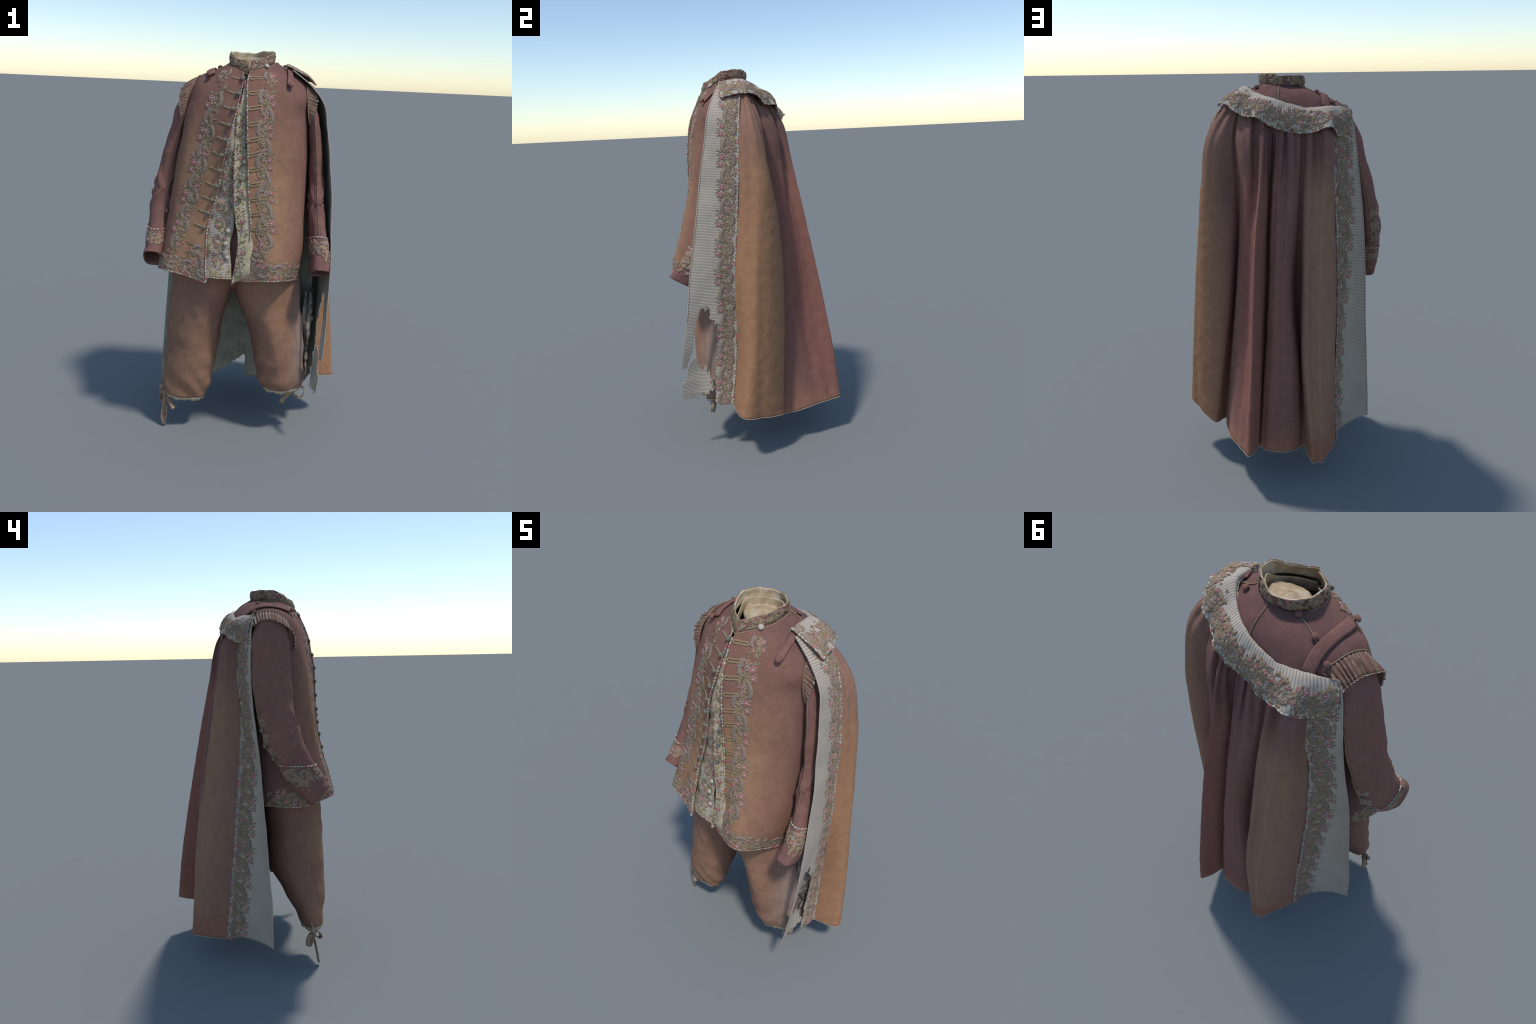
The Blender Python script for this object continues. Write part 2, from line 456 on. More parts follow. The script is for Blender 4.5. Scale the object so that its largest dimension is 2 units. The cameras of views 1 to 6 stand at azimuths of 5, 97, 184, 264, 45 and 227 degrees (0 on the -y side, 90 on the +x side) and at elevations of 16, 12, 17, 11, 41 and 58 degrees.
class Needle:
    """embroiders motifs on a surface, in local (a, b) coordinates."""
    def __init__(self, surf, parent, hint, seed=1, name="embroidery"):
        self.s = surf; self.par = parent; self.hint = hint; self.r = random.Random(seed)
        self.bag = Bag(); self.name = name
    def frame(self, O, up, right):
        self.O = np.asarray(O, float)
        self.B = np.asarray(up, float) / np.linalg.norm(up)
        A = np.asarray(right, float); A = A - self.B * (A @ self.B); self.A = A / np.linalg.norm(A)
        self.flipx = np.sign(np.cross(self.A, self.B) @ np.asarray(self.hint(self.O)))
    def at(self, a, b, h=0.0):
        p = self.O + a * self.A + b * self.B
        loc, nrm = self.s.near(p)
        if nrm @ Vector(self.hint(np.array(loc))) < 0:
            nrm = -nrm
        return np.array(loc + nrm * h), np.array(nrm)
    def flower(self, a, b, r, kind="pink"):
        p, n = self.at(a, b, 0.0015)
        z = Vector(n); y = Vector(self.B); x = y.cross(z).normalized(); y = z.cross(x)
        q = self.r.uniform(0, 6.28)
        ob = bpy.data.objects.new("flower", FLOWERS[kind]); SC.objects.link(ob)
        m = Matrix((x, y, z)).transposed().to_4x4()
        r *= self.r.uniform(0.9, 1.12)
        ob.matrix_world = Matrix.Translation(p) @ m @ Matrix.Rotation(q, 4, "Z") @ Matrix.Diagonal((r, r, r*0.55, 1))
        ob.parent = self.par
    def leaf(self, a, b, ang, L, W, mi, h=0.003):
        V = []; c, s = math.cos(ang), math.sin(ang)
        outl = [(-0.5, 0), (-0.2, 0.42), (0.15, 0.45), (0.5, 0.0), (0.15, -0.45), (-0.2, -0.42)]
        for (u, v) in outl:
            x, y = u*L, v*W
            V.append(self.at(a + x*c - y*s, b + x*s + y*c, 0.0004)[0])
        V.append(self.at(a - 0.15*L*c, b - 0.15*L*s, h)[0]); V.append(self.at(a + 0.15*L*c, b + 0.15*L*s, h)[0])
        F = [(0, 1, 6), (1, 2, 7, 6), (2, 3, 7), (3, 4, 7), (4, 5, 6, 7), (5, 0, 6)]
        if self.flipx > 0:
            F = [f[::-1] for f in F]
        self.bag.add(V, F, mi)
    def cord(self, pts, rad, mi, n=10, flat=0.7, named=None, mat=None, taper=False):
        pp = curve([(a, b, 0) for a, b in pts], n)
        W = []; U = []
        for a, b, _ in pp:
            p, nn = self.at(a, b, rad * 0.35 * flat); W.append(p); U.append(nn)
        r = rad
        if taper:
            r = rad * (0.35 + 0.65 * np.sin(np.linspace(0.12, math.pi - 0.12, n)) ** 0.6)
        V, F = tube(W, r, 8 if named else 6, flat, np.array(U))
        if named:
            ob = make(named, V, F, mat, self.par)
        else:
            self.bag.add(V, F, mi)
    def spray(self, a, b, R_, k, mi=0, L=0.016, W=0.007):
        for i in range(k):
            t = self.r.uniform(0, 6.283); d = R_ * math.sqrt(self.r.uniform(0.02, 1))
            self.leaf(a + d*math.cos(t), b + d*math.sin(t), t + self.r.uniform(-0.6, 0.6), L*self.r.uniform(0.7, 1.25), W*self.r.uniform(0.8, 1.2), mi, self.r.uniform(0.002, 0.0045))
    def unit(self, s=1.0, m=1, fl=True, lush=1.0):
        """one repeat, 0.154 long: flower cluster outside, two lilac scrolls, gold knots."""
        X = lambda a: a * s * m
        Y = lambda b: b * s
        f = self.flower
        f(X(.035), Y(0), .0158*s); f(X(.040), Y(-.038), .0140*s)
        f(X(.009), Y(-.002), .0130*s, "pale"); f(X(.046), Y(.029), .0085*s, "bud")
        f(X(.002), Y(-.080), .0115*s, "pale"); f(X(-.008), Y(-.107), .0128*s)
        for (a, b) in ((.054, .012), (.054, -.014), (.022, .016), (.024, -.020), (.054, -.048), (.028, -.054), (.058, -.030), (-.024, -.112), (-.014, -.124), (.036, .022), (.056, .034), (.018, -.034), (.048, -.020), (.012, -.066), (.040, .012), (-.010, -.088)):
            self.leaf(X(a), Y(b), self.r.uniform(0, 3.14), .017*s, .009*s, 1)
        for path in ([(-.004, .034), (-.019, .016), (-.028, -.008), (-.026, -.030), (-.014, -.044)],
                     [(.010, -.050), (.024, -.072), (.031, -.098), (.027, -.118), (.013, -.130)]):
            sd = 1 if path[0][0] < 0 else -1
            pts = [(X(a), Y(b)) for a, b in path]
            self.cord(pts, .0100*s, 2, 12, 0.36, "scroll", M["mauve"], True)
            for off in (.0102*s, -.0102*s):
                self.cord([(a - off*m*sd, b) for a, b in pts], .0024*s, 0, 9)
        # gold stems and knots
        self.cord([(X(-.020), Y(-.046)), (X(-.027), Y(-.062)), (X(-.022), Y(-.080)), (X(-.006), Y(-.094))], .0042*s, 0, 8, .5)
        self.cord([(X(.008), Y(-.044)), (X(.018), Y(-.022)), (X(.014), Y(.012)), (X(.004), Y(.026))], .0034*s, 0, 8, .5)
        self.cord([(X(.030), Y(-.004)), (X(.020), Y(-.026)), (X(.006), Y(-.044))], .0024*s, 1, 6)
        self.cord([(X(-.004), Y(-.060)), (X(.010), Y(-.066)), (X(.014), Y(-.050))], .0040*s, 0, 7, .5)
        k = int(38 * lush)
        self.spray(X(-.002), Y(-.046), .025*s, k, 0, .017*s, .0085*s)
        self.spray(X(.006), Y(-.134), .023*s, k, 0, .017*s, .0085*s)
        self.spray(X(.010), Y(.024), .015*s, int(14*lush), 0, .014*s, .007*s)
        self.spray(X(.006), Y(-.086), .022*s, int(12*lush), 0, .013*s, .006*s)
        self.flower(X(.008), Y(.028), .0062*s)
        self.flower(X(-.030), Y(-.092), .0062*s)
    def half(self, s=1.0, m=1):
        X = lambda a: a * s * m
        Y = lambda b: b * s
        self.flower(X(.030), Y(.02), .0135*s); self.flower(X(.034), Y(-.016), .0120*s)
        self.flower(X(.006), Y(.012), .011*s, "pale"); self.flower(X(-.018), Y(-.026), .0115*s)
        self.cord([(X(-.010), Y(.040)), (X(-.024), Y(.022)), (X(-.028), Y(.0)), (X(-.018), Y(-.016))], .0098*s, 2, 10, 0.36, "scroll", M["mauve"], True)
        self.spray(X(.002), Y(-.028), .026*s, 34, 0, .017*s, .0085*s)
        self.spray(X(.026), Y(.0), .028*s, 16, 1, .015*s, .008*s); self.spray(X(-.012), Y(.03), .018*s, 12, 0, .014*s, .007*s)
    def finish(self, extra=()):
        return self.bag.emit(self.name, [M["gold"], M["green"], M["mauve"], M["paleg"], M["white"]], self.par)

def ground(name, G, parent, centre, mask, mat, lift=.0012, close=False):
    """a worn layer of couched thread lying on a grid, kept where mask(t, s, p) holds."""
    F = oriented(G, close, centre); n, m = G.shape[:2]
    A = (np.roll(G, -1, 1) - np.roll(G, 1, 1)) if close else np.gradient(G, axis=1)
    N = np.cross(A, np.gradient(G, axis=0)); N /= np.maximum(np.linalg.norm(N, axis=2, keepdims=True), 1e-9)
    C = np.array([centre(p) for p in G.reshape(-1, 3)[::37]]); D = G.reshape(-1, 3)[::37] - C
    sg = 1 if (N.reshape(-1, 3)[::37] * D).sum() > 0 else -1
    V = (G + N * lift * sg).reshape(-1, 3)
    FF = []
    for f in F:
        i, j = divmod(min(f), m)
        if mask(i / (n - 1), j / (m - 1), V[f[0]]): FF.append(f)
    used = sorted({i for f in FF for i in f}); idx = {o: k for k, o in enumerate(used)}
    ob = make(name, V[used], [tuple(idx[i] for i in f) for f in FF], mat, parent)
    ob["kind"] = "stuff"
    md = ob.modifiers.new("thickness", "SOLIDIFY"); md.thickness = .0012; md.offset = 1
    return ob

def edging(name, path, parent, rad=0.0042, step=0.0165, pattern="white white pink white blue gold white pink gold"):
    """twisted edging cord: little bobbins of changing colour on a dark cord."""
    P = np.asarray(path, float)
    a = chord(P); n = max(2, int(a[-1] / step))
    q = (np.arange(n) + 0.5) / n * a[-1]
    C = np.stack([np.interp(q, a, P[:, k]) for k in range(3)], 1)
    T = np.gradient(P, axis=0); T = np.stack([np.interp(q, a, T[:, k]) for k in range(3)], 1)
    T /= np.linalg.norm(T, axis=1, keepdims=True)
    names = ["white", "pink", "blue", "gold"]; seq = pattern.split()
    b = Bag()
    for i in range(n):
        s = np.cross(T[i], (0.31, 0.52, 0.79)); s /= np.linalg.norm(s); w = np.cross(s, T[i])
        V, F = ellipsoid(C[i], (s*rad, w*rad, T[i]*step*0.56), 6, 5)
        c = seq[(i + (R.random() < 0.25)) % len(seq)]
        b.add(V, F, names.index(c))
    V, F = tube(P, rad*0.75, 6)
    b.add(V, F, 3)
    return b.emit(name, [M[k] for k in names], parent)

def cord_line(name, path, parent, rad, mat):
    V, F = tube(path, rad, 8)
    return make(name, V, F, mat, parent)

# ------------------------------------------------------------------ doublet body
# 11 stations round the body: right front edge ... back ... left front edge
def ring(z, *xy):
    return [(p[0], p[1], p[2] if len(p) > 2 else z) for p in xy]
BODY = [
    ring(1.93, (-.036,-.250,1.890), (-.078,-.215,1.912), (-.107,-.172,1.930), (-.118,-.118,1.942), (-.088,-.058,1.942), (-.020,-.024,1.946), (.050,-.030,1.952), (.088,-.068,1.956), (.090,-.140,1.938), (.056,-.200,1.920), (-.006,-.262,1.897)),
    ring(1.89, (-.034,-.276,1.845), (-.098,-.250,1.868), (-.168,-.196,1.886), (-.205,-.112,1.899), (-.160,-.015,1.915), (-.012,.045,1.905), (.105,.000,1.925), (.160,-.085,1.918), (.150,-.180,1.880), (.072,-.240,1.876), (-.012,-.284,1.850)),
    ring(1.82, (-.042,-.296,1.790), (-.130,-.274,1.806), (-.245,-.205,1.825), (-.282,-.100,1.861), (-.248,.020,1.845), (-.020,.092,1.830), (.150,.045,1.855), (.255,-.085,1.852), (.232,-.188,1.806), (.100,-.266,1.800), (-.008,-.310,1.795)),
    ring(1.70, (-.056,-.326), (-.155,-.300), (-.288,-.235), (-.336,-.120), (-.270,.030), (-.030,.112), (.180,.055), (.276,-.090), (.230,-.210), (.112,-.292), (-.001,-.340)),
    ring(1.58, (-.085,-.345), (-.180,-.308), (-.304,-.262), (-.350,-.125), (-.290,.030), (-.030,.118), (.185,.055), (.282,-.090), (.246,-.234), (.122,-.306), (.008,-.356)),
    ring(1.44, (-.112,-.350), (-.205,-.326), (-.330,-.276), (-.374,-.130), (-.300,.032), (-.030,.118), (.190,.055), (.288,-.100), (.256,-.248), (.136,-.317), (.016,-.359)),
    ring(1.30, (-.136,-.352), (-.230,-.330), (-.352,-.292), (-.396,-.138), (-.312,.025), (-.030,.118), (.195,.055), (.290,-.105), (.264,-.268), (.145,-.352), (.027,-.370)),
    ring(1.16, (-.170,-.369), (-.250,-.350), (-.368,-.312), (-.416,-.150), (-.325,.010), (-.030,.118), (.198,.050), (.287,-.100), (.272,-.300), (.153,-.388), (.044,-.393)),
    ring(1.02, (-.170,-.412), (-.262,-.386), (-.382,-.350), (-.436,-.180), (-.342,-.012), (-.030,.112), (.198,.045), (.290,-.120), (.272,-.322), (.160,-.436), (.024,-.406)),
    ring(0.91, (-.162,-.446,.900), (-.262,-.410,.918), (-.388,-.385,.935), (-.450,-.215,.897), (-.362,-.040,.892), (-.030,.110,.900), (.195,.040,.890), (.282,-.150,.872), (.246,-.325,.908), (.168,-.452,.936), (.008,-.420,.914)),
]
G = loft(BODY, 190, 250)
G = wrinkle(G, 0.006, 5.5, (1, 1, 0.6), 3.1)
# skirt flutes: the side and back of the skirt break into soft folds near the hem
nA, nC = G.shape[:2]
for i in range(nA):
    k = max(0.0, (1.06 - G[i, nC//3, 2]) / 0.16)
    if k <= 0: continue
    for j in range(nC):
        u = j / (nC - 1)
        w = math.exp(-((u - 0.42) / 0.10) ** 2)
        d = (G[i, j] - axis(G[i, j])); d[2] = 0; d /= np.linalg.norm(d)
        G[i, j] += d * 0.013 * min(k, 1.2) * w * math.sin(u * 95)
body, BS = cloth("bodice", G, [M["doublet"], M["lining"]], DOUBLET, axis, thick=0.006)
e_right, e_left, hem = G[:, 0], G[:, -1], G[-1]

# edges
out = lambda P, d: P + np.array(d)
edging("edge_cord", out(e_right[4:], (0.0, -0.003, 0)), DOUBLET)
edging("edge_cord", out(e_left[4:], (0.0, -0.003, 0)), DOUBLET)
edging("hem_cord", hem + np.array((0, 0, -0.001)), DOUBLET)

# collar
base = np.array(BODY[0])
base[0] = (-.014,-.252,1.888)
rim = np.array([(-.012,-.238,1.940), (-.072,-.205,1.954), (-.106,-.160,1.976), (-.116,-.100,1.990), (-.085,-.045,1.989), (-.020,-.016,1.990), (.045,-.038,1.998), (.088,-.070,1.998), (.094,-.130,1.987), (.048,-.190,1.962), (-.002,-.246,1.942)])
mid = (base + rim) / 2; c0 = np.array([-.012, -.12, 0])
for k in range(11):
    d = mid[k] - c0; d[2] = 0; mid[k] += 0.004 * d / np.linalg.norm(d)
CG = loft([base + np.array((0, 0, -.004)), mid, rim], 16, 100)
for j in range(100):
    CG[:, j, 2] += np.linspace(0, 1, 16) * 0.0035 * 0.9 * math.sin(j * 0.47) * math.sin(j * 0.13 + 1)
collar_c = lambda p: np.array([-.012, -.12, p[2]])
collar, CS = cloth("collar", CG, [M["doublet"], M["linen"]], DOUBLET, collar_c, thick=0.006)
edging("collar_rim_cord", CG[-1], DOUBLET, 0.0022, 0.013, "gold white gold pink gold gold")
cord_line("collar_seam_cord", CG[0] + 0.004 * np.array([(p - collar_c(p)) / np.linalg.norm(p - collar_c(p)) for p in CG[0]]), DOUBLET, 0.0022, M["paleg"])

hint_body = lambda p: p - axis(p) + np.array((0, 0, 0.06 if p[2] > 1.75 else 0))
# collar needlework
nd = Needle(CS, collar, lambda p: p - collar_c(p), 5, "collar_needlework")
for j in range(4, 98, 12):
    O = CG[8, j]; T = CG[8, min(j+1, 99)] - CG[8, j-1]
    nd.frame(O, T, (0, 0, 1))
    nd.half(0.55, 1 if (j // 12) % 2 else -1)
    nd.spray(0, 0, 0.022, 16, 0, .012, .006)
nd.finish()

ground("collar_needlework_ground", CG, collar, collar_c, lambda t, s_, p: .08 < t < .97 and fbm(p, 55, 2) > -.02, M["needle_pale"])

# fronts needlework; repeats follow the front edges
def edge_at(E, z):
    i = int(np.argmin(np.abs(E[:, 2] - z))); return E[i]
nd = Needle(BS, body, hint_body, 11, "front_needlework")
cents_l = [(.085, 1.800), (.086, 1.650), (.090, 1.498), (.096, 1.345), (.106, 1.195)]
for x, z in cents_l:          # left front (wearer's left, +x)
    O = np.array(BS.near((x, -0.36 + max(0, z-1.6)*0.25, z))[0])
    nd.frame(O, (-0.035, 0, 1), (1, 0, 0)); nd.unit(1.0, 1)
cents_r = [(-.160, 1.770), (-.195, 1.615), (-.228, 1.462), (-.262, 1.310), (-.300, 1.160)]
for x, z in cents_r:
    O = np.array(BS.near((x, -0.33 + max(0, z-1.6)*0.25, z))[0])
    nd.frame(O, (0.20, 0, 1), (1, 0, 0)); nd.unit(1.0, -1)
for O, m in (((.098, -.25, 1.885), 1), ((-.128, -.23, 1.885), -1)):
    O = np.array(BS.near(O)[0]); nd.frame(O, (-.25*m, .3, 1), (1, 0, 0)); nd.half(0.9, m)
# lower corners and hem band
for (x, z, m, s, u) in ((.075, 1.050, 1, .95, (-1, 0, .25)), (.075, .985, 1, 1.0, (.25, 0, 1)), (-.235, 1.055, -1, .95, (1, 0, .35)), (-.225, .985, -1, 1.0, (.1, 0, 1))):
    O = np.array(BS.near((x, -.45, z))[0]); nd.frame(O, u, (1, 0, 0) if abs(u[0]) < .5 else (0, 0, 1)); nd.half(s, m)
ha = chord(hem)
for d0, d1 in ((.02, .62), (ha[-1] - .46, ha[-1] - .02)):
    d = d0; m = 1
    while d < d1:
        O = np.array([np.interp(d, ha, hem[:, k]) for k in range(3)]); i = int(np.searchsorted(ha, d)); t = hem[min(i+3, len(hem)-1)] - hem[max(i-3, 0)]
        O = O + np.array((0, 0, .046)); nd.frame(np.array(BS.near(O)[0]), t, (0, 0, 1)); nd.half(.98, m); nd.spray(0, -.01, .045, 30, 0, .016, .008); nd.spray(0, .0, .04, 8, 2, .016, .008)
        m = -m; d += .086
def front_mask(t, s_, p):
    z = p[2]
    if fbm(p, 42, 3) < .02 or fbm(p, 95, 7) < -.30: return False
    w = .032 + .014*fbm(p, 17, 8)
    if 1.07 < z < 1.90 and p[1] < -.17:
        c = np.interp(z, [1.08, 1.2, 1.345, 1.5, 1.65, 1.80, 1.90], [.104, .098, .092, .086, .082, .081, .090])
        if abs(p[0] - c - .012*math.sin((z - 1.80)*40.8)) < w*.62: return True
        c = np.interp(z, [1.06, 1.16, 1.31, 1.462, 1.615, 1.77, 1.90], [-.322, -.296, -.258, -.224, -.191, -.156, -.115])
        if abs(p[0] - c - .012*math.sin((z - 1.77)*40.8)) < w*.62: return True
    hz = p[2] - float(np.interp(s_, np.linspace(0, 1, len(hem)), hem[:, 2]))
    if (s_ < .42 or s_ > .74) and hz < .085 + .02*fbm(p, 20, 2): return True
    if z < 1.09 and (abs(p[0] - .075) < .05 or abs(p[0] + .225) < .045) and p[1] < -.3 and hz < .16 + .02*fbm(p, 20, 2): return True
    return False
ground("front_needlework_ground", G[6:], body, axis, lambda t, s_, p: front_mask(t, s_, p), M["needle"])
# braid bars: double loops on the left front, single bars on the right
for i, z in enumerate(np.linspace(1.868, 1.165, 11)):
    e = edge_at(e_left, z); nd.frame(np.array(BS.near(e + np.array((.043, 0, .010)))[0]), (-.28, 0, 1), (1, 0, 0))
    L, w = .036, .0058
    pts = [(-L, -w), (0, -w), (L, -w), (L+.004, 0), (L, w), (0, w), (-L, w), (-L-.004, 0), (-L, -w)]
    nd.cord(pts, .0042, 3, 30, .6, "braid_loop", M["paleg"])
BTN = [(-.039,-.272,1.864), (-.057,-.305,1.798), (-.073,-.327,1.727), (-.091,-.346,1.653), (-.105,-.352,1.583), (-.120,-.354,1.511), (-.130,-.355,1.437), (-.141,-.353,1.362), (-.158,-.353,1.293), (-.174,-.356,1.228), (-.191,-.363,1.158)]
for p in BTN:
    nd.frame(np.array(BS.near(np.array(p) + np.array((-.032, 0, .006)))[0]), (0.25, 0, 1), (1, 0, 0))
    nd.cord([(-.024, .004), (0, .002), (.020, 0)], .0052, 3, 8, .5, "braid_bar", M["gold"])
nd.finish()

# buttons
def button_mesh(name, mat):
    prof = [(0, .62), (.35, .60), (.65, .48), (.88, .25), (1.0, 0), (.92, -.22), (.6, -.36), (.28, -.42), (.26, -.8)]
    seg = 14; V = [(0, 0, .62)]; F = []
    for r, h in prof[1:]:
        for k in range(seg):
            a = 2*math.pi*k/seg; rr = r * (1 + .03*math.sin(6*a)); V.append((rr*math.cos(a), rr*math.sin(a), h))
    for k in range(seg):
        F.append((0, 1+k, 1+(k+1) % seg))
    for i in range(len(prof) - 2):
        for k in range(seg):
            a = 1+i*seg+k; b = 1+i*seg+(k+1) % seg; F.append((a, a+seg, b+seg, b))
    F.append(tuple(1+(len(prof)-2)*seg+k for k in range(seg))[::-1])
    ob = make(name, V, F, mat); me = ob.data; bpy.data.objects.remove(ob); return me
BM = {k: button_mesh("button", M[k]) for k in ("button", "strap", "bone")}
def button(p, n, r, kind, parent):
    ob = bpy.data.objects.new("button", BM[kind]); SC.objects.link(ob)
    z = Vector(n).normalized(); q = z.to_track_quat("Z", "Y").to_matrix().to_4x4()
    ob.matrix_world = Matrix.Translation(p) @ q @ Matrix.Diagonal((r, r, r, 1)); ob.parent = parent
    return ob
for p in BTN:
    loc, n = BS.near(p); n = Vector(n) if n.y < 0 else -Vector(n)
    button(loc + n*.009 + Vector((.004, 0, 0)), n + Vector((.25, 0, 0)), .0118, "button", DOUBLET)
def body_button(p, r, kind, h=0.007):
    loc, n = BS.near(p); n = Vector(n)
    if n @ Vector(hint_body(np.array(loc))) < 0: n = -n
    button(loc + n*h, n, r, kind, DOUBLET)
body_button((.066, -.192, 1.923), .0125, "bone")
for p in ((-.099, -.051, 1.935), (-.181, -.036, 1.912), (-.257, -.012, 1.865), (-.395, -.24, 1.20), (.105, -.02, 1.94)):
    body_button(p, .0125, "strap", .009)

# seam cords on the shoulders and back
def on_body(pts, n=24, lift=.002):
    W = []
    for p in curve(pts, n):
        loc, nn = BS.near(p)
        if nn @ Vector(hint_body(np.array(loc))) < 0: nn = -nn
        W.append(np.array(loc + nn*lift))
    return np.array(W)
for pts in ([(-.004, -.020, 1.94), (-.005, .025, 1.924), (-.004, .060, 1.895), (-.012, .09, 1.84)],
            [(-.098, -.052, 1.940), (-.14, -.045, 1.925), (-.181, -.036, 1.915), (-.225, -.02, 1.89), (-.257, -.010, 1.868), (-.272, -.03, 1.87)],
            [(.080, -.049, 1.955), (.105, -.038, 1.948), (.150, -.04, 1.925)]):
    cord_line("seam_cord", on_body(pts), DOUBLET, .0021, M["paleg"])

# shoulder straps with a button each
def strap(pts, width, parent):
    P = curve(pts, 26); V = []
    for i, p in enumerate(P):
        t = P[min(i+1, 25)] - P[max(i-1, 0)]; t /= np.linalg.norm(t)
        loc, n = BS.near(p); n = np.array(n)
        if n @ hint_body(np.array(loc)) < 0: n = -n
        s = np.cross(t, n); s /= np.linalg.norm(s)
        c = np.array(loc) + n * .009
        for k in range(7):
            u = k / 6 * 2 - 1
            V.append(c + s*width*.5*u + n*(.003*math.cos(u*1.5) + .0012*math.sin(k*2.6 + i*.4)))
    G_ = np.array(V).reshape(26, 7, 3)
    return cloth("shoulder_strap", G_, M["strap"], parent, axis, thick=.005)[0]
strap([(-.195, -.195, 1.868), (-.212, -.150, 1.897), (-.218, -.084, 1.905), (-.226, -.002, 1.899), (-.236, .055, 1.86)], .042, DOUBLET)
strap([(.180, -.205, 1.838), (.173, -.157, 1.867), (.165, -.11, 1.90), (.15, -.05, 1.93)], .030, DOUBLET)
body_button((-.195, -.200, 1.862), .0150, "strap", .020)
body_button((.180, -.208, 1.836), .0145, "strap", .020)

# ------------------------------------------------------------------ sleeves
def sleeve(sections, seed, parent, cuff_from, sgn):
    """sections: front point (y,z), back point (y,z), inner x, outer x."""
    S = np.array(sections, float)
    shear_k, shear_w = (-.22, .98) if sgn > 0 else (.16, 1.05)
    def grid(S, n, m, grow=0.0):
        t = chord(np.c_[(S[:, 0]+S[:, 2])/2, (S[:, 1]+S[:, 3])/2, (S[:, 4]+S[:, 5])/2])
        D = hermite(t, S, np.linspace(t[0], t[-1], n))
        G_ = np.empty((n, m, 3))
        for j in range(m):
            a = 2*math.pi*j/m
            c, s = math.cos(a), math.sin(a)
            q = np.clip((np.arange(n)/(n-1) - .72)/.28, 0, 1)*.18
            c = math.copysign(1, c)*abs(c)**(0.85 - q); s = math.copysign(1, s)*abs(s)**(0.85 - q)
            fy, fz, by, bz, xi, xo = D.T
            hl = np.hypot(fy-by, fz-bz)/2; k = 1 + grow/hl
            G_[:, j, 1] = (fy+by)/2 + c*k*(fy-by)/2
            G_[:, j, 2] = (fz+bz)/2 + c*k*(fz-bz)/2
            G_[:, j, 0] = (xi+xo)/2 + s*((xo-xi)/2*shear_w + sgn*grow) - sgn*c*abs(xo-xi)/2*shear_k
        return G_, D
    n, m = 90, 48
    G_, D = grid(S, n, m)
    G_ = wrinkle(G_, .007, 7.0, (1, 1, 1.3), seed, True)
    # elbow creases radiate from the inner bend
    el = np.array([S[5][0], S[5][1]])
    for i in range(n):
        for j in range(m):
            p = G_[i, j]; r = math.hypot(p[1]-el[0], p[2]-el[1]); th = math.atan2(p[2]-el[1], p[1]-el[0])
            c = np.array([(D[i][4]+D[i][5])/2, (D[i][0]+D[i][2])/2, (D[i][1]+D[i][3])/2]); d = p-c; d /= np.linalg.norm(d)
            G_[i, j] += d * .0058 * math.exp(-(r/.15)**2) * math.sin(th*8 + 1.2*math.sin(p[0]*40))
    cen = lambda p: np.array([(D[np.argmin(np.abs((D[:, 1]+D[:, 3])/2 - p[2]))][4:6]).mean(), (D[np.argmin(np.abs((D[:, 1]+D[:, 3])/2 - p[2]))][[0, 2]]).mean(), p[2]])
    for k, i in enumerate(range(n-8, n)):
        c = G_[i].mean(0); G_[i] = c + (G_[i] - c)*(1 + .003*k)
    ob, surf = cloth("sleeve", G_, [M["sleeve"], M["sleeve"]], parent, cen, True, .0025)
    return ob, surf, G_, D, cen
SR = [(-.16,1.83,-.02,1.83,-.25,-.325), (-.176,1.75,.010,1.75,-.285,-.376), (-.177,1.65,.020,1.65,-.325,-.411), (-.177,1.54,.021,1.54,-.352,-.444),
      (-.182,1.42,.010,1.43,-.376,-.476), (-.207,1.31,-.008,1.315,-.390,-.501), (-.234,1.22,-.037,1.222,-.398,-.511), (-.276,1.125,-.085,1.135,-.408,-.512),
      (-.314,1.064,-.138,1.052,-.415,-.508), (-.332,1.028,-.190,.978,-.420,-.504), (-.346,1.008,-.261,.914,-.424,-.506)]
SL = [(-.150,1.82,-.03,1.82,.225,.292), (-.170,1.72,-.03,1.72,.272,.326), (-.180,1.61,-.02,1.61,.286,.347), (-.192,1.50,-.02,1.50,.291,.364), (-.204,1.40,-.035,1.385,.295,.376),
      (-.225,1.29,-.065,1.26,.301,.388), (-.264,1.18,-.11,1.13,.312,.404), (-.302,1.10,-.165,1.04,.326,.418), (-.338,1.04,-.215,.985,.338,.428), (-.389,.985,-.283,.922,.350,.432)]
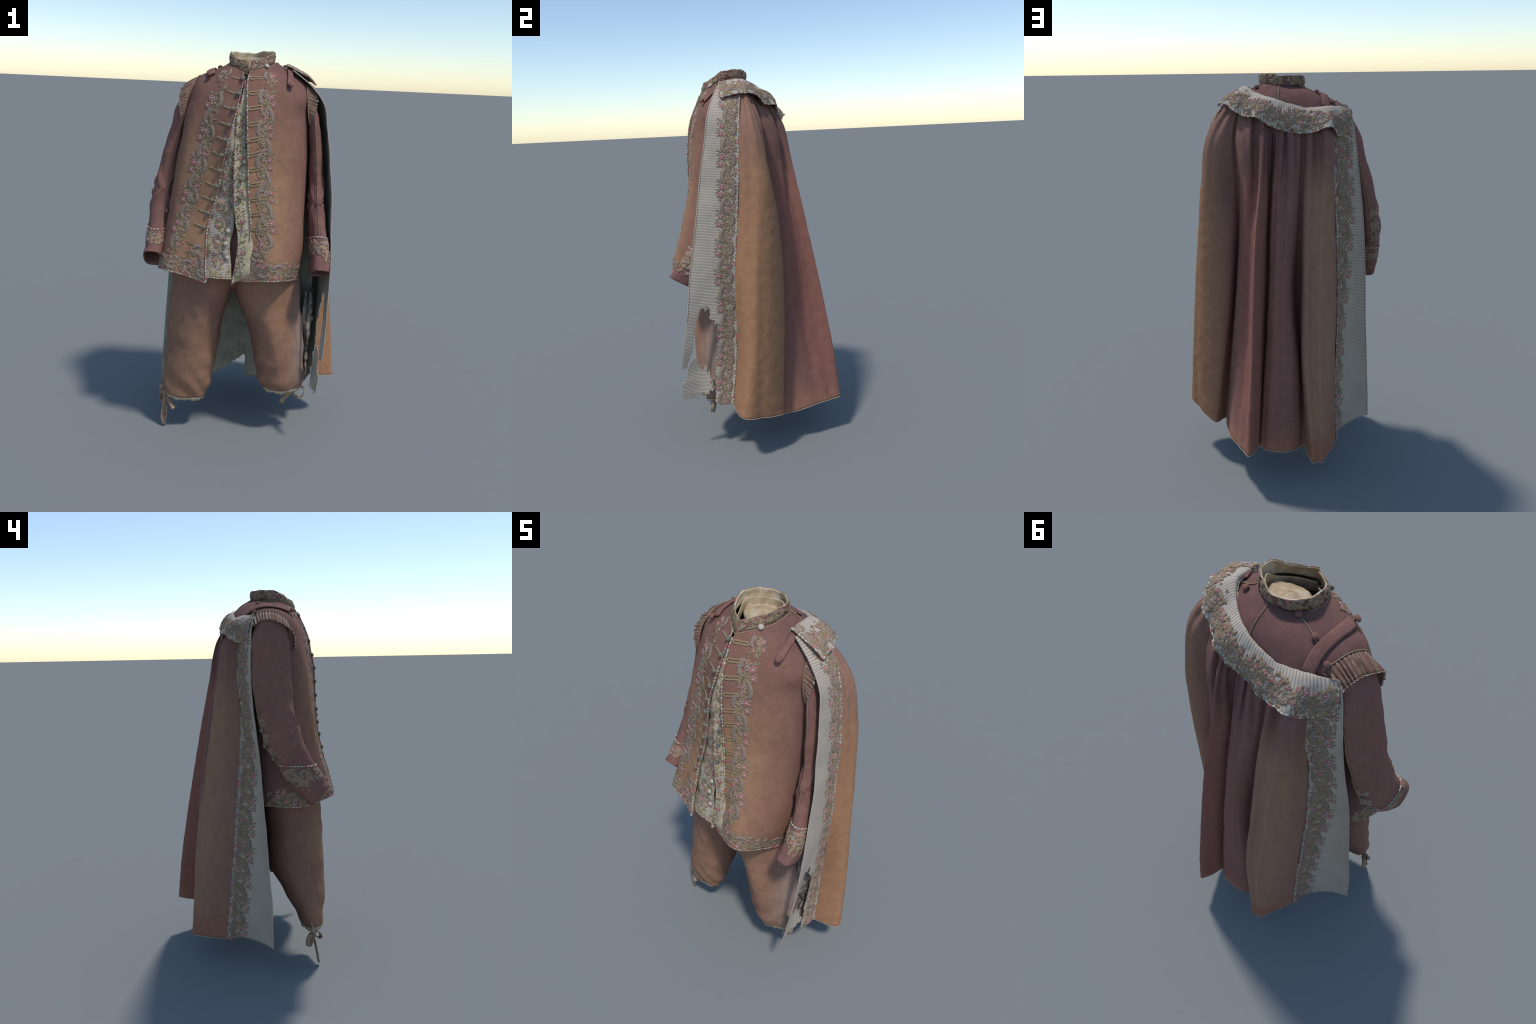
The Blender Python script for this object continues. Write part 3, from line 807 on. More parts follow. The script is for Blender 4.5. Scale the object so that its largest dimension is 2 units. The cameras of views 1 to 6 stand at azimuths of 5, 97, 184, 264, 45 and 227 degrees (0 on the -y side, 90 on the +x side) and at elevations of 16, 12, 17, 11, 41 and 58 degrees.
for secs, sgn in ((SR, -1), (SL, 1)):
    ob, surf, SG, D, cen = sleeve(secs, 2.0 if sgn < 0 else 8.0, DOUBLET, .8, sgn)
    n, m = SG.shape[:2]
    ic = n - 19
    # cuff: embroidered band whose upper edge carries an edging cord
    CGs = SG[ic:n].copy()
    for i in range(len(CGs)):
        c = CGs[i].mean(0); v = CGs[i] - c; CGs[i] += .003 * v / np.linalg.norm(v, axis=1, keepdims=True)
    cuff, cs = cloth("cuff", CGs, M["sleeve"], DOUBLET, cen, True, .0015)
    ringp = np.vstack([CGs[0], CGs[0][:1]])
    edging("cuff_cord", ringp, cuff, .0042, .017, "white blue white pink white pink blue white")
    nd = Needle(cs, cuff, (lambda D: lambda p: p - cen(p))(D), 21, "cuff_needlework")
    for j in range(0, m, 6):
        O = CGs[5, j]; T = CGs[5, (j+1) % m] - CGs[5, j-1]; U = CGs[2, j] - CGs[9, j]
        nd.frame(O, T, U); nd.half(.74, 1 if (j//6) % 2 else -1); nd.spray(0, 0, .03, 10, 0, .014, .007)
    nd.finish()
    ground("cuff_needlework_ground", CGs, cuff, cen, lambda t, s_, p: .02 < t < .55 + .25*fbm(p, 20, 1) and fbm(p, 45, 6) > .0, M["needle"], close=True)
    # thin gold cord along the outer front seam
    jf = [int(m * f) for f in ((.02,) if sgn > 0 else (.955, .5))]
    for j in jf:
        cord_line("sleeve_seam_cord", np.array([SG[i, j] + .001*(SG[i, j]-cen(SG[i, j]))/.05 for i in range(8, ic+1)]), ob, .0019, M["paleg"])
    # needlework and buttons down the back of the forearm
    nd = Needle(surf, ob, lambda p: p - cen(p), 31, "forearm_needlework")
    i0 = int(n * .56)
    jb = int(m * .46)
    for i in range(i0, ic - 1, 7):
        O = SG[i, jb]; U = SG[i-2, jb] - SG[i+2, jb]; S_ = SG[i, jb-2] - SG[i, jb]
        nd.frame(O, U, S_); nd.half(.68, 1); nd.spray(.0, 0, .026, 14, 0, .014, .007); nd.spray(.02, 0, .022, 8, 1, .014, .007)
        loc, nn = surf.near(SG[i+3, int(m*.475)])
        nn = Vector(nn); nn = nn if nn @ Vector(np.array(loc) - cen(np.array(loc))) > 0 else -nn
        button(loc + nn*.008, nn, .0115, "button", ob)
    nd.finish()
    edging("forearm_cord", np.array([SG[i, m//2] for i in range(i0, n-2)]), ob, .0036, .017)

# shoulder wings: pleated caps over the sleeve heads
def wing(seam, lower, ribs, parent, bulge=.003):
    n = ribs * 8 + 1
    A = curve(seam, n); B = curve(lower, n); rows = 9
    G_ = np.empty((rows, n, 3)); mi = []
    for i in range(rows):
        t = i / (rows-1)
        P = A*(1-t) + B*t
        for j in range(n):
            d = P[j] - np.array([(A[n//2][0]) * .75, -.1, P[j][2] - .10]); d /= np.linalg.norm(d)
            ph = 2*math.pi*j/8
            h = (.0012 + .0034*t) * (1 + .5*math.sin(j*.21)) * math.cos(ph + 1.1*math.sin(j*.17) + .8*math.sin(j*.071)) + bulge*math.sin(math.pi*t)
            G_[i, j] = P[j] + d*h
    F = oriented(G_, False, lambda p: np.array([A[n//2][0]*.7, -.1, p[2]-.1]))
    idx = [(0 if ((j % 8) in (0, 1, 6, 7)) else 1) for i in range(rows-1) for j in range(n-1)]
    ob = make("shoulder_wing", G_.reshape(-1, 3), F, [M["wingg"], M["strap"]], parent, True, idx)
    md = ob.modifiers.new("thickness", "SOLIDIFY"); md.thickness = .003; md.offset = -1
    cord_line("wing_seam_cord", A + np.array((0, -.0005, .0015)), ob, .0024, M["paleg"])
    edging("wing_edge_cord", G_[-1], ob, .0020, .013, "gold blue gold gold white")
M["lumps"] = mat_thread("grey_scan_lumps", (0.150, 0.122, 0.098), (0.24, 0.200, 0.162), 50)  # colour of the messy scan lumps beside the left leg
M["wingg"] = mat_thread("tarnished_gold_pleat", (0.185, 0.112, 0.072), (0.30, 0.205, 0.132), 45)
wing([(-.252,.015,1.838), (-.268,-.030,1.864), (-.277,-.083,1.870), (-.283,-.130,1.856), (-.290,-.166,1.830), (-.308,-.185,1.785), (-.322,-.194,1.73), (-.332,-.196,1.68)],
     [(-.330,.012,1.790), (-.338,-.036,1.820), (-.349,-.092,1.822), (-.356,-.136,1.803), (-.357,-.174,1.779), (-.354,-.196,1.751), (-.350,-.203,1.705), (-.344,-.203,1.67)], 23, DOUBLET)
wing([(.236,.02,1.845), (.252,-.03,1.858), (.260,-.09,1.856), (.264,-.138,1.835), (.272,-.162,1.775), (.278,-.166,1.715), (.288,-.160,1.662)],
     [(.245,.012,1.832), (.262,-.035,1.848), (.286,-.09,1.836), (.314,-.140,1.797), (.316,-.167,1.740), (.307,-.173,1.70), (.295,-.160,1.655)], 19, DOUBLET, 0)

# ------------------------------------------------------------------ neck: inner collar and linen
IC = []
for k, (f, z) in enumerate(((.88, -.060), (.86, -.035), (.84, -.014))):
    IC.append([np.array([c0[0] + (p[0]-c0[0])*f, c0[1] + (p[1]-c0[1])*f, base[i][2] + .022 + z + (.012 if 3 <= i <= 7 else -.012)]) for i, p in enumerate(base)])
cloth("standing_band", loft(IC, 10, 70), M["linen"], WAISTCOAT, collar_c, thick=.004)
DG = np.empty((10, 40, 3))
for i in range(10):
    r = .004 + i/9*.090
    for j in range(40):
        a = 2*math.pi*j/40
        p = np.array([-.014 + r*math.cos(a)*1.0, -.098 + r*math.sin(a)*.78, 0])
        p[2] = 1.953 + .22*(p[1] + .10) * (1 if p[1] < -.1 else .1) - .012 - .016*(r/.094)**2 + .010*fbm(p, 22)
        DG[i, j] = p
cloth("neck_padding", DG, M["linen"], WAISTCOAT, lambda p: np.array([p[0], p[1], -1.]), True, .01)

# ------------------------------------------------------------------ waistcoat fronts
WR = []
for z, xa, ya, xb, yb in ((1.80, -.075,-.272,-.035,-.283), (1.62,-.10,-.315,-.045,-.325), (1.45,-.135,-.325,-.048,-.340), (1.28,-.165,-.330,-.046,-.352), (1.15,-.200,-.342,-.045,-.366), (1.09,-.205,-.352,-.058,-.376), (1.02,-.205,-.370,-.052,-.388), (.975,-.205,-.385,-.044,-.398), (.918,-.21,-.400,-.038,-.410)):
    WR.append([(xa + (xb-xa)*t, ya + (yb-ya)*t - .012*math.sin(math.pi*t), z - .0*t) for t in (0, .33, .66, 1)])
WG = wrinkle(loft(WR, 90, 24), .008, 9, (1, 1, 1.5), 5)
wr, WS = cloth("right_front", WG, M["waist"], WAISTCOAT, axis, thick=.004)
wr.name = "waistcoat_front"
WL = []
for (xa, ya, z), xb in (((-.020,-.270,1.860), .01), ((-.026,-.292,1.815), .02), ((-.032,-.308,1.774), .02), ((-.048,-.316,1.723), .03), ((-.051,-.331,1.65), .035), ((-.054,-.340,1.562), .045), ((-.053,-.355,1.482), .05), ((-.048,-.366,1.354), .06), ((-.043,-.374,1.279), .065), ((-.032,-.383,1.203), .07), ((-.015,-.397,1.112), .07), ((-.018,-.409,1.035), .065), ((-.030,-.418,.945), .05), ((-.034,-.420,.912), .045)):
    yb = BS.bvh.ray_cast(Vector((xb+.02, -1, z)), Vector((0, 1, 0)))[0]
    yb = (yb.y if yb else ya) + .012
    WL.append([(xa + (xb-xa)*t, ya + (yb-ya)*t - .004*math.sin(math.pi*t), z) for t in (0, .33, .66, 1)])
LG = wrinkle(loft(WL, 90, 20), .004, 12, (1, 1, 1), 2)
wl, LS = cloth("waistcoat_front", LG, M["placket"], WAISTCOAT, axis, thick=.005)
edging("waistcoat_cord", LG[:, 0], wl, .0036, .015)
edging("waistcoat_cord", np.vstack([WG[-1]]), wr, .0036, .015)
edging("waistcoat_cord", LG[-1], wl, .0036, .015)
hint_f = lambda p: np.array((0, -1, .1))
nd = Needle(WS, wr, hint_f, 41, "waistcoat_needlework")
for z in np.arange(1.52, .93, -.085):
    i = int(np.argmin(np.abs(WG[:, 0, 2] - z))); O = WG[i, 15]
    nd.frame(O, (0, 0, 1), (1, 0, 0)); nd.half(.85, 1 if R.random() < .5 else -1); nd.spray(-.01, 0, .03, 10, 0)
nd.finish()
nd = Needle(LS, wl, hint_f, 43, "placket_needlework")
for k, z in enumerate(np.arange(1.70, .93, -.05)):
    i = int(np.argmin(np.abs(LG[:, 0, 2] - z))); O = LG[i, 5]
    nd.frame(O, (0, 0, 1), (1, 0, 0))
    nd.spray(.0, 0, .026, 14, 3, .016, .007); nd.spray(.004, .02, .02, 5, 4, .014, .007)
    if k % 3 == 1: nd.flower(.006, 0, .013)
    if k % 3 == 2: nd.flower(-.004, .01, .010, "pale")
nd.finish()
for x, z in ((.000, 1.637), (-.006, 1.560), (-.006, 1.482), (-.015, 1.404), (-.016, 1.318)):
    loc, n = LS.near((x, -.4, z)); button(Vector((x, loc.y - .010, z)), (0.15, -1, .1), .0125, "button", WAISTCOAT)
for x, z in ((-.069, 1.150), (-.077, 1.088), (-.066, 1.02)):
    loc, n = WS.near((x, -.4, z)); button(Vector((x, loc.y - .010, z)), (0, -1, .1), .0120, "bone", WAISTCOAT)

# backing patch added to fill the open slit from behind
SBK = [[(x, y + .012, z) for x in (-.11, -.06, -.02, .02)] for z, y in ((1.86, -.262), (1.70, -.308), (1.50, -.330), (1.30, -.342), (1.15, -.350), (1.05, -.362), (.93, -.385))]
cloth("slit_backing", loft(SBK, 40, 10), M["sleeve"], WAISTCOAT, axis, thick=.003)

# ------------------------------------------------------------------ breeches
def leg(secs, seed, ridge, name="leg"):
    """sections: z, outer x, inner x, front y, back y."""
    S = np.array(secs, float); n, m = 90, 64
    D = hermite(-S[:, 0], S, np.linspace(-S[0, 0], -S[-1, 0], n))
    G_ = np.empty((n, m, 3))
    for j in range(m):
        a = 2*math.pi*j/m; c, s = math.cos(a), math.sin(a)
        inner = c < 0
        c = math.copysign(abs(c)**(1.05 if inner else 1.4), c); s = math.copysign(abs(s)**(.9 if inner else .98), s)
        z, xo, xi, yf, yb, tf, to = D.T
        G_[:, j, 0] = (xo+xi)/2 + c*(xo-xi)/2
        G_[:, j, 1] = yf*.45 + yb*.55 + s*(yf-yb)*(.55 if s > 0 else .45)
        G_[:, j, 2] = z + tf*s + to*c
        G_[:, j, 0] += max(s, 0)*(1 - abs(c))*ridge*np.interp(z, [.2, .45, .85], [-.030, .0, .055])
    G_ = wrinkle(G_, .010, 4.5, (1, 1, 1.0), seed, True)
    # drag folds run from the crotch and from the knee inwards
    for i in range(n):
        for j in range(m):
            p = G_[i, j]; cx = (D[i][1]+D[i][2])/2; cy = (D[i][3]+D[i][4])/2
            d = np.array([p[0]-cx, p[1]-cy, 0]); d /= np.linalg.norm(d)
            k = math.exp(-((p[2]-D[-1][0]-.06)/.11)**2) + .6*math.exp(-((p[2]-.75)/.10)**2)
            q = (p[2]*1.0 - abs(p[0]-D[i][2])*1.1)
            G_[i, j] += d*.0045*k*math.sin(q*48 + 1.5*math.sin(p[0]*30))
    cen = lambda p: np.array([D[np.argmin(np.abs(D[:, 0]-p[2]))][1:3].mean(), D[np.argmin(np.abs(D[:, 0]-p[2]))][3:5].mean(), p[2]])
    ob, surf = cloth(name, G_, [M["breeches"], M["lining"]], BREECHES, cen, True, .005)
    return ob, surf, G_, cen
LR = [(1.02,-.36,-.03,-.345,-.02,0,0), (.90,-.376,-.038,-.366,-.04,0,0), (.80,-.387,-.056,-.372,-.052,0,0), (.70,-.394,-.092,-.374,-.062,0,0), (.60,-.399,-.114,-.375,-.070,0,0), (.50,-.403,-.127,-.375,-.085,0,0),
      (.40,-.410,-.137,-.373,-.134,0,0), (.33,-.413,-.147,-.367,-.172,0,0), (.268,-.413,-.156,-.358,-.206,.006,.003), (.204,-.404,-.175,-.344,-.240,.004,.006)]
LL = [(1.02,.26,-.05,-.335,-.0,0,0), (.90,.292,-.058,-.350,-.01,0,0), (.80,.304,-.050,-.352,-.02,0,0), (.70,.312,-.012,-.350,-.03,0,0), (.60,.322,.026,-.344,-.035,0,0), (.50,.332,.052,-.340,-.045,0,0),
      (.43,.338,.067,-.338,-.085,0,0), (.36,.342,.082,-.332,-.130,0,0), (.31,.343,.096,-.325,-.160,0,.004), (.274,.338,.122,-.312,-.180,0,.008)]
for secs, sd in ((LR, 1.0), (LL, 6.0)):
    ob, ls, LGx, cen = leg(secs, sd, 1.0 if secs is LR else -.3)
    # linen band showing under the knee hem
    Bn = np.stack([LGx[-1] * 1.0, LGx[-1] * 1.0], 0)
    c = LGx[-1].mean(0)
    bandg = np.stack([c + (LGx[-1]-c)*f + np.array((0, 0, dz)) for f, dz in ((.985, .010), (.965, -.006), (.93, -.020))], 0)
    for j in range(bandg.shape[1]):
        bandg[1:, j, 2] += .004*math.sin(j*.7 + sd) + .003*math.sin(j*1.9)
    cloth("knee_band", bandg, M["band"], ob, lambda p: np.array([c[0], c[1], p[2]]), True, .003)
    side = -1 if secs is LR else 1
    j0 = [j for j in range(64)][4 if side < 0 else 5]
    cord_line("side_seam", np.array([LGx[i, 6 if side < 0 else 6] + .0005 for i in range(12, 88)]), ob, .0013, M["breeches"])

CR = [[(x, y + .010*abs(x + .05)/.1, z) for x in np.linspace(xa, xb, 7)] for z, xa, xb, y in ((1.0, -.22, .12, -.325), (.90, -.17, .07, -.305), (.86, -.13, .03, -.285), (.82, -.10, .0, -.255), (.785, -.085, -.025, -.215))]
cloth("crotch", wrinkle(loft(CR, 40, 30), .006, 9, (1, 1, 1.4), 3), [M["breeches"], M["lining"]], BREECHES, axis, thick=.004)

def ribbon(pts, width, side, parent, name="ribbon", ends=0.0):
    P = curve(pts, 40); n = len(P)
    T = np.gradient(P, axis=0); T /= np.linalg.norm(T, axis=1, keepdims=True)
    G_ = np.empty((n, 4, 3)); s = np.array(side, float)
    for i in range(n):
        q = s - T[i]*(s @ T[i]); q /= max(np.linalg.norm(q), 1e-6)
        w = width * (1 - ends*(abs(i/(n-1)*2-1))**6)
        tw = np.cross(T[i], q)
        for k in range(4):
            G_[i, k] = P[i] + q*w*(k/3-.5) + tw*.0016*math.sin(k*2.1+i*.5)
    return cloth(name, G_, M["ribbon"], parent, lambda p: np.array([0, -.2, p[2]]), thick=.0025, offset=0)[0]
# right knee bow (wearer's right)
K = np.array((-.404, -.284, .188))
def rel(*pts): return [tuple(K + np.array(p)) for p in pts]
ribbon(rel((0, 0, 0), (-.014, .016, -.004), (-.030, .034, -.030), (-.034, .034, -.062), (-.020, .020, -.062), (-.006, .006, -.026), (.004, -.002, 0)), .022, (.5, 1, .1), BREECHES, "bow_loop")
ribbon(rel((0, 0, 0), (.018, -.020, -.004), (.046, -.046, -.034), (.062, -.054, -.062), (.048, -.040, -.060), (.020, -.012, -.026), (0, 0, 0)), .022, (.7, .8, .3), BREECHES, "bow_loop")
ribbon(rel((0, 0, 0), (.002, -.006, -.04), (-.004, -.016, -.09), (-.007, -.024, -.140), (0, -.030, -.176)), .026, (1, .2, 0), BREECHES, "ribbon_tail", .3)
ribbon(rel((0, 0, 0), (.012, -.004, -.03), (.014, -.014, -.075), (.010, -.024, -.130), (.006, -.031, -.178)), .013, (.5, 1, 0), BREECHES, "ribbon_tail")
ribbon(rel((.004, .0, .012), (-.022, .006, .022), (-.030, .012, .05), (-.020, .014, .075)), .007, (.3, .9, 0), BREECHES, "ribbon_tail")
ribbon(rel((-.004, .004, .040), (-.020, .004, .038), (-.028, .004, .028), (-.028, .006, .010), (-.012, .004, .006)), .026, (0, .3, 1), BREECHES, "ribbon_tab")
V, F = ellipsoid(K, (np.array((.014, 0, 0)), np.array((0, .014, 0)), np.array((0, 0, .022))), 10, 7); make("bow_knot", V, F, M["ribbon"], BREECHES)
V, F = tube([K + np.array((.006, -.031, -.172)), K + np.array((.008, -.032, -.1875))], .0014, 6); make("ribbon_fray", V, F, M["ribbon"], BREECHES)
# left knee bow
K = np.array((.322, -.236, .272))
ribbon(rel((0, 0, 0), (-.018, .0, -.016), (-.026, .002, -.036), (-.014, .0, -.060), (.010, -.002, -.068), (.030, 0, -.048), (.034, .002, -.018), (.016, 0, .002)), .018, (.15, 1, .1), BREECHES, "bow_loop")
ribbon([(.296, -.25, .248), (.270, -.25, .225), (.247, -.25, .196), (.234, -.25, .170)], .026, (.9, .1, .35), BREECHES, "ribbon_tail")
V, F = ellipsoid(K, (np.array((.012, 0, 0)), np.array((0, .012, 0)), np.array((0, 0, .016))), 10, 7); make("bow_knot", V, F, M["ribbon"], BREECHES)

# ------------------------------------------------------------------ cape
# fold lines from the left border round the back to the right border, each: points at
# heights top, 1.73, 1.5, 1.3, 1.0, 0.6, hem
ZR = [1.73, 1.5, 1.3, 1.0, .6]
def fold(top, xy, hem_):
    return [top] + [(x, y, z) for (x, y), z in zip(xy, ZR)] + [hem_]
FOLDS = [
    fold((.228,-.030,1.880), [(.328,-.011), (.372,-.019), (.384,-.033), (.401,-.059), (.392,-.074)], (.403,-.108,.283)),
    fold((.240,-.010,1.880), [(.340,.020), (.376,.035), (.397,.032), (.432,.018), (.471,.000)], (.512,-.040,.262)),
    fold((.235,.010,1.876), [(.332,.060), (.366,.102), (.386,.101), (.412,.090), (.438,.078)], (.455,.055,.238)),
    fold((.210,.022,1.872), [(.288,.086), (.309,.124), (.316,.150), (.326,.160), (.348,.154)], (.400,.115,.220)),
    fold((.190,.030,1.868), [(.225,.078), (.225,.084), (.225,.140), (.240,.165), (.285,.162)], (.345,.148,.206)),
    fold((.172,.034,1.865), [(.195,.070), (.188,.076), (.190,.095), (.212,.096), (.255,.096)], (.300,.085,.195)),
    fold((.155,.042,1.865), [(.172,.120), (.168,.148), (.180,.152), (.206,.168), (.246,.166)], (.285,.165,.178)),
    fold((.125,.052,1.865), [(.128,.134), (.126,.170), (.136,.192), (.150,.220), (.176,.254)], (.225,.305,.200)),
    fold((.100,.062,1.864), [(.098,.116), (.095,.158), (.107,.212), (.121,.264), (.138,.314)], (.178,.385,.207)),
    fold((.075,.075,1.862), [(.066,.168), (.074,.224), (.093,.267), (.104,.323), (.117,.395)], (.134,.449,.211)),
    fold((.050,.080,1.855), [(.044,.146), (.047,.174), (.055,.208), (.066,.248), (.085,.312)], (.104,.375,.205)),
    fold((.026,.082,1.850), [(.020,.105), (.028,.118), (.036,.140), (.044,.172), (.066,.230)], (.088,.280,.195)),
    fold((-.002,.090,1.842), [(-.004,.138), (.012,.178), (.022,.216), (.028,.268), (.054,.304)], (.085,.332,.186)),
    fold((-.030,.094,1.838), [(-.036,.120), (-.028,.176), (-.025,.232), (-.022,.275), (-.006,.314)], (.024,.342,.172)),
    fold((-.055,.095,1.836), [(-.066,.148), (-.068,.194), (-.058,.238), (-.048,.270), (-.056,.306)], (-.048,.335,.166)),
    fold((-.080,.095,1.832), [(-.094,.138), (-.100,.176), (-.086,.210), (-.068,.238), (-.096,.275)], (-.104,.298,.166)),
    fold((-.108,.093,1.830), [(-.124,.118), (-.119,.150), (-.110,.160), (-.100,.140), (-.116,.195)], (-.130,.275,.168)),
    fold((-.142,.090,1.826), [(-.160,.142), (-.138,.190), (-.127,.216), (-.124,.258), (-.126,.312)], (-.166,.355,.128)),
    fold((-.165,.088,1.824), [(-.190,.112), (-.178,.172), (-.170,.210), (-.168,.254), (-.172,.318)], (-.198,.358,.128)),
    fold((-.186,.084,1.822), [(-.224,.150), (-.226,.186), (-.223,.212), (-.221,.250), (-.222,.318)], (-.228,.350,.130)),
    fold((-.215,.070,1.820), [(-.254,.124), (-.264,.150), (-.267,.154), (-.272,.172), (-.270,.228)], (-.270,.250,.126)),
    fold((-.243,.056,1.820), [(-.262,.072), (-.270,.079), (-.281,.070), (-.294,.090), (-.291,.124)], (-.297,.170,.129)),
]
NET = np.array(FOLDS).swapaxes(0, 1)       # (7 rows, 18 folds, 3)
nr, nc = 150, 420
KG = loft(NET, nr, nc, t_rings=np.array([0, .13, .33, .53, .83, 1.22, 1.62]), t_cols=np.arange(float(len(FOLDS))))
A = np.gradient(KG, axis=1); B = np.gradient(KG, axis=0); N = np.cross(A, B); N /= np.linalg.norm(N, axis=2, keepdims=True)
for i in range(nr):
    z = KG[i, :, 2]
    for j in range(nc):
        u = j / nc
        g = max(0, min(1, (z[j] - 1.50) / .3)) * min(1, u*12) * min(1, (1-u)*12)
        mid_g = .6 + 1.2*math.exp(-((u - .55)/.22)**2)
        w = .0035*g*mid_g*math.sin(u*2*math.pi*27 + 3*math.sin(u*13)) + .0045*g*math.sin(u*2*math.pi*13 + 2*math.sin(u*9) + 1)
        w += .0042*(1 - .5*g)*math.sin(u*2*math.pi*19 + 2.6*math.sin(u*11 + .6) + .5*math.sin(z[j]*2.3)) * (.5 + .5*math.sin(u*23 + 1)) * min(1, u*12) * min(1, (1-u)*12)
        w += .005*fbm((KG[i, j, 0]*1, KG[i, j, 1], z[j]*.35), 5.0, 4) + .0015*fbm(KG[i, j], 22, 9)
        KG[i, j] += N[i, j]*w
cape_c = lambda p: np.array([.02, -.10, p[2]])
cape, KS = cloth("cape_cloth", KG, [M["cape"], M["lining"]], CAPE, cape_c, thick=.003)

cord_line("hem_binding", KG[-1] + np.array((0, 0, -.001)), cape, .0016, M["band"])

# loose inner lining hanging inside the folds
LIN = [[(-.20,-.02,1.35), (-.15,.0,1.35), (-.10,.02,1.35), (-.04,.03,1.35), (-.01,.03,1.35), (.01,.03,1.35), (.08,.03,1.35), (.20,.02,1.35), (.33,-.02,1.35)],
       [(-.27,-.03,.80), (-.16,.0,.80), (-.10,.03,.80), (-.05,.05,.80), (-.015,.06,.80), (.0,.055,.80), (.06,.045,.80), (.20,.03,.80), (.36,-.03,.80)],
       [(-.30,-.05,.45), (-.175,-.01,.45), (-.11,.03,.45), (-.05,.06,.45), (-.015,.08,.45), (.0,.085,.45), (.05,.072,.45), (.20,.04,.45), (.375,-.05,.45)],
       [(-.32,-.06,.20), (-.185,-.01,.196), (-.12,.05,.220), (-.05,.09,.258), (-.012,.11,.265), (.004,.095,.160), (.05,.078,.150), (.20,.05,.19), (.385,-.07,.26)]]
LNG = wrinkle(wrinkle(loft(LIN, 110, 170), .020, 6.5, (1, 1, .8), 4.4), .008, 22, (1, 1, .7), 1.4)
LNG[-8:, :, 2] += (np.linspace(0, 1, 8)[:, None]) * np.array([.010*fbm((j*.05, 0, 2), 4.0, 3) for j in range(170)])[None]
cloth("loose_lining", LNG, M["lining"], CAPE, cape_c, thick=.003)

SH = [[(.318,-.175,z), (.338 + .012*math.sin(z*19), -.150, z), (.352, -.175 + .02*math.sin(z*31), z), (.366, -.120, z), (.372, -.085, z)] for z in np.linspace(.80, .265, 12)]
SHG = wrinkle(wrinkle(loft(SH, 90, 26), .014, 12, (1, 1, 1), 7.7), .006, 38, (1, 1, 1), 2.7)
cloth("scan_lumps", SHG, M["lumps"], CAPE, axis, thick=.003)  # strip added for messy scan lumps between leg and border

# borders
FP = [(.188,-.133,1.913), (.295,-.148,1.839), (.349,-.159,1.770), (.378,-.176,1.642), (.403,-.203,1.479), (.424,-.229,1.293), (.431,-.252,1.152), (.441,-.277,1.017), (.443,-.307,.793), (.445,-.331,.658), (.438,-.356,.525), (.428,-.368,.420), (.412,-.376,.290)]
BP = [(.225,-.030,1.886), (.278,-.009,1.841), (.315,-.010,1.770), (.352,-.014,1.642), (.373,-.020,1.479), (.384,-.034,1.293), (.395,-.046,1.152), (.401,-.058,1.017), (.394,-.060,.793), (.391,-.073,.658), (.392,-.082,.525), (.398,-.096,.400), (.403,-.110,.284)]
FN = [(-.325,.000,1.850), (-.348,.012,1.802), (-.365,.019,1.705), (-.386,.026,1.566), (-.402,.024,1.441), (-.418,.010,1.300), (-.430,-.004,1.157), (-.438,-.016,1.012), (-.442,-.024,.907), (-.450,-.035,.720), (-.461,-.046,.532), (-.472,-.057,.339), (-.481,-.055,.145)]
BN = [(-.245,.056,1.822), (-.255,.066,1.790), (-.263,.076,1.705), (-.267,.085,1.566), (-.275,.072,1.441), (-.283,.071,1.300), (-.289,.080,1.157), (-.295,.091,1.012), (-.295,.101,.907), (-.294,.116,.720), (-.292,.132,.532), (-.293,.151,.339), (-.299,.172,.130)]
def border(Fp, Bp, mids, seed, n=300, m=64):
    """cloth strip through free edge, two inner lines and the seam."""
    net = [[f, *q, b] for f, q, b in zip(np.array(Fp), mids, np.array(Bp))]
    return wrinkle(loft(np.array(net), n, m), .004, 7, (1, 1, .8), seed)

def scan_hole_kept(t, s):
    """True where cloth is left; t = 0 top .. 1 bottom, s = 0 free edge .. 1 seam.
    The lower half of this border copies a hole in the scan: one big ragged gap, and a
    drooping flap left as a separate island below it."""
    z = 1.905 - t * 1.60
    j = .020*fbm((s*9, z*11, 0), 3.0, 1.7) + .012*fbm((s*30, z*34, 1), 2.0, 5)
    zz = z + j*1.2; ss = s + j*1.6
    if z > .86: return True
    hole_l = np.interp(zz, [.40, .50, .573, .65, .737, .79, .83], [.05, .08, .13, .15, .18, .22, .26])
    hole_r = np.interp(zz, [.28, .40, .49, .57, .65, .69, .735, .785, .83], [.64, .64, .62, .65, .66, .68, .54, .44, .26])
    top_y = zz < .815
    in_hole = top_y and hole_l < ss < hole_r
    # below the hole only the flap and the needlework strip remain
    if z < .50 and ss < hole_r: in_hole = True
    if not in_hole: return True
    flap_top = np.interp(ss, [-.1, .0, .07, .12, .20, .25, .32, .42, .50, .57, .62], [.40, .405, .43, .520, .555, .54, .480, .49, .465, .41, .36])
    flap_bot = np.interp(ss, [-.1, 0, .12, .25, .45, .60], [.335, .333, .334, .338, .350, .378])
    return flap_bot < zz < flap_top and -.1 < ss < .60
def curl(f):       # the lower half beside the scan hole curls in towards the leg
    return .034*min(1, max(0, (.90 - f[2])/.35))
PG = border(FP, BP, [(np.array(f)*.67 + np.array(b)*.33 + (.005 - curl(f), 0, 0), np.array(f)*.33 + np.array(b)*.67 + (.006 - curl(f)*.45, 0, 0)) for f, b in zip(FP, BP)], 3.3, 520, 130)
lp, PS = cloth("striped_border", PG, [M["lap_p"], M["lining"]], CAPE, axis, thick=.0030, keep=scan_hole_kept)
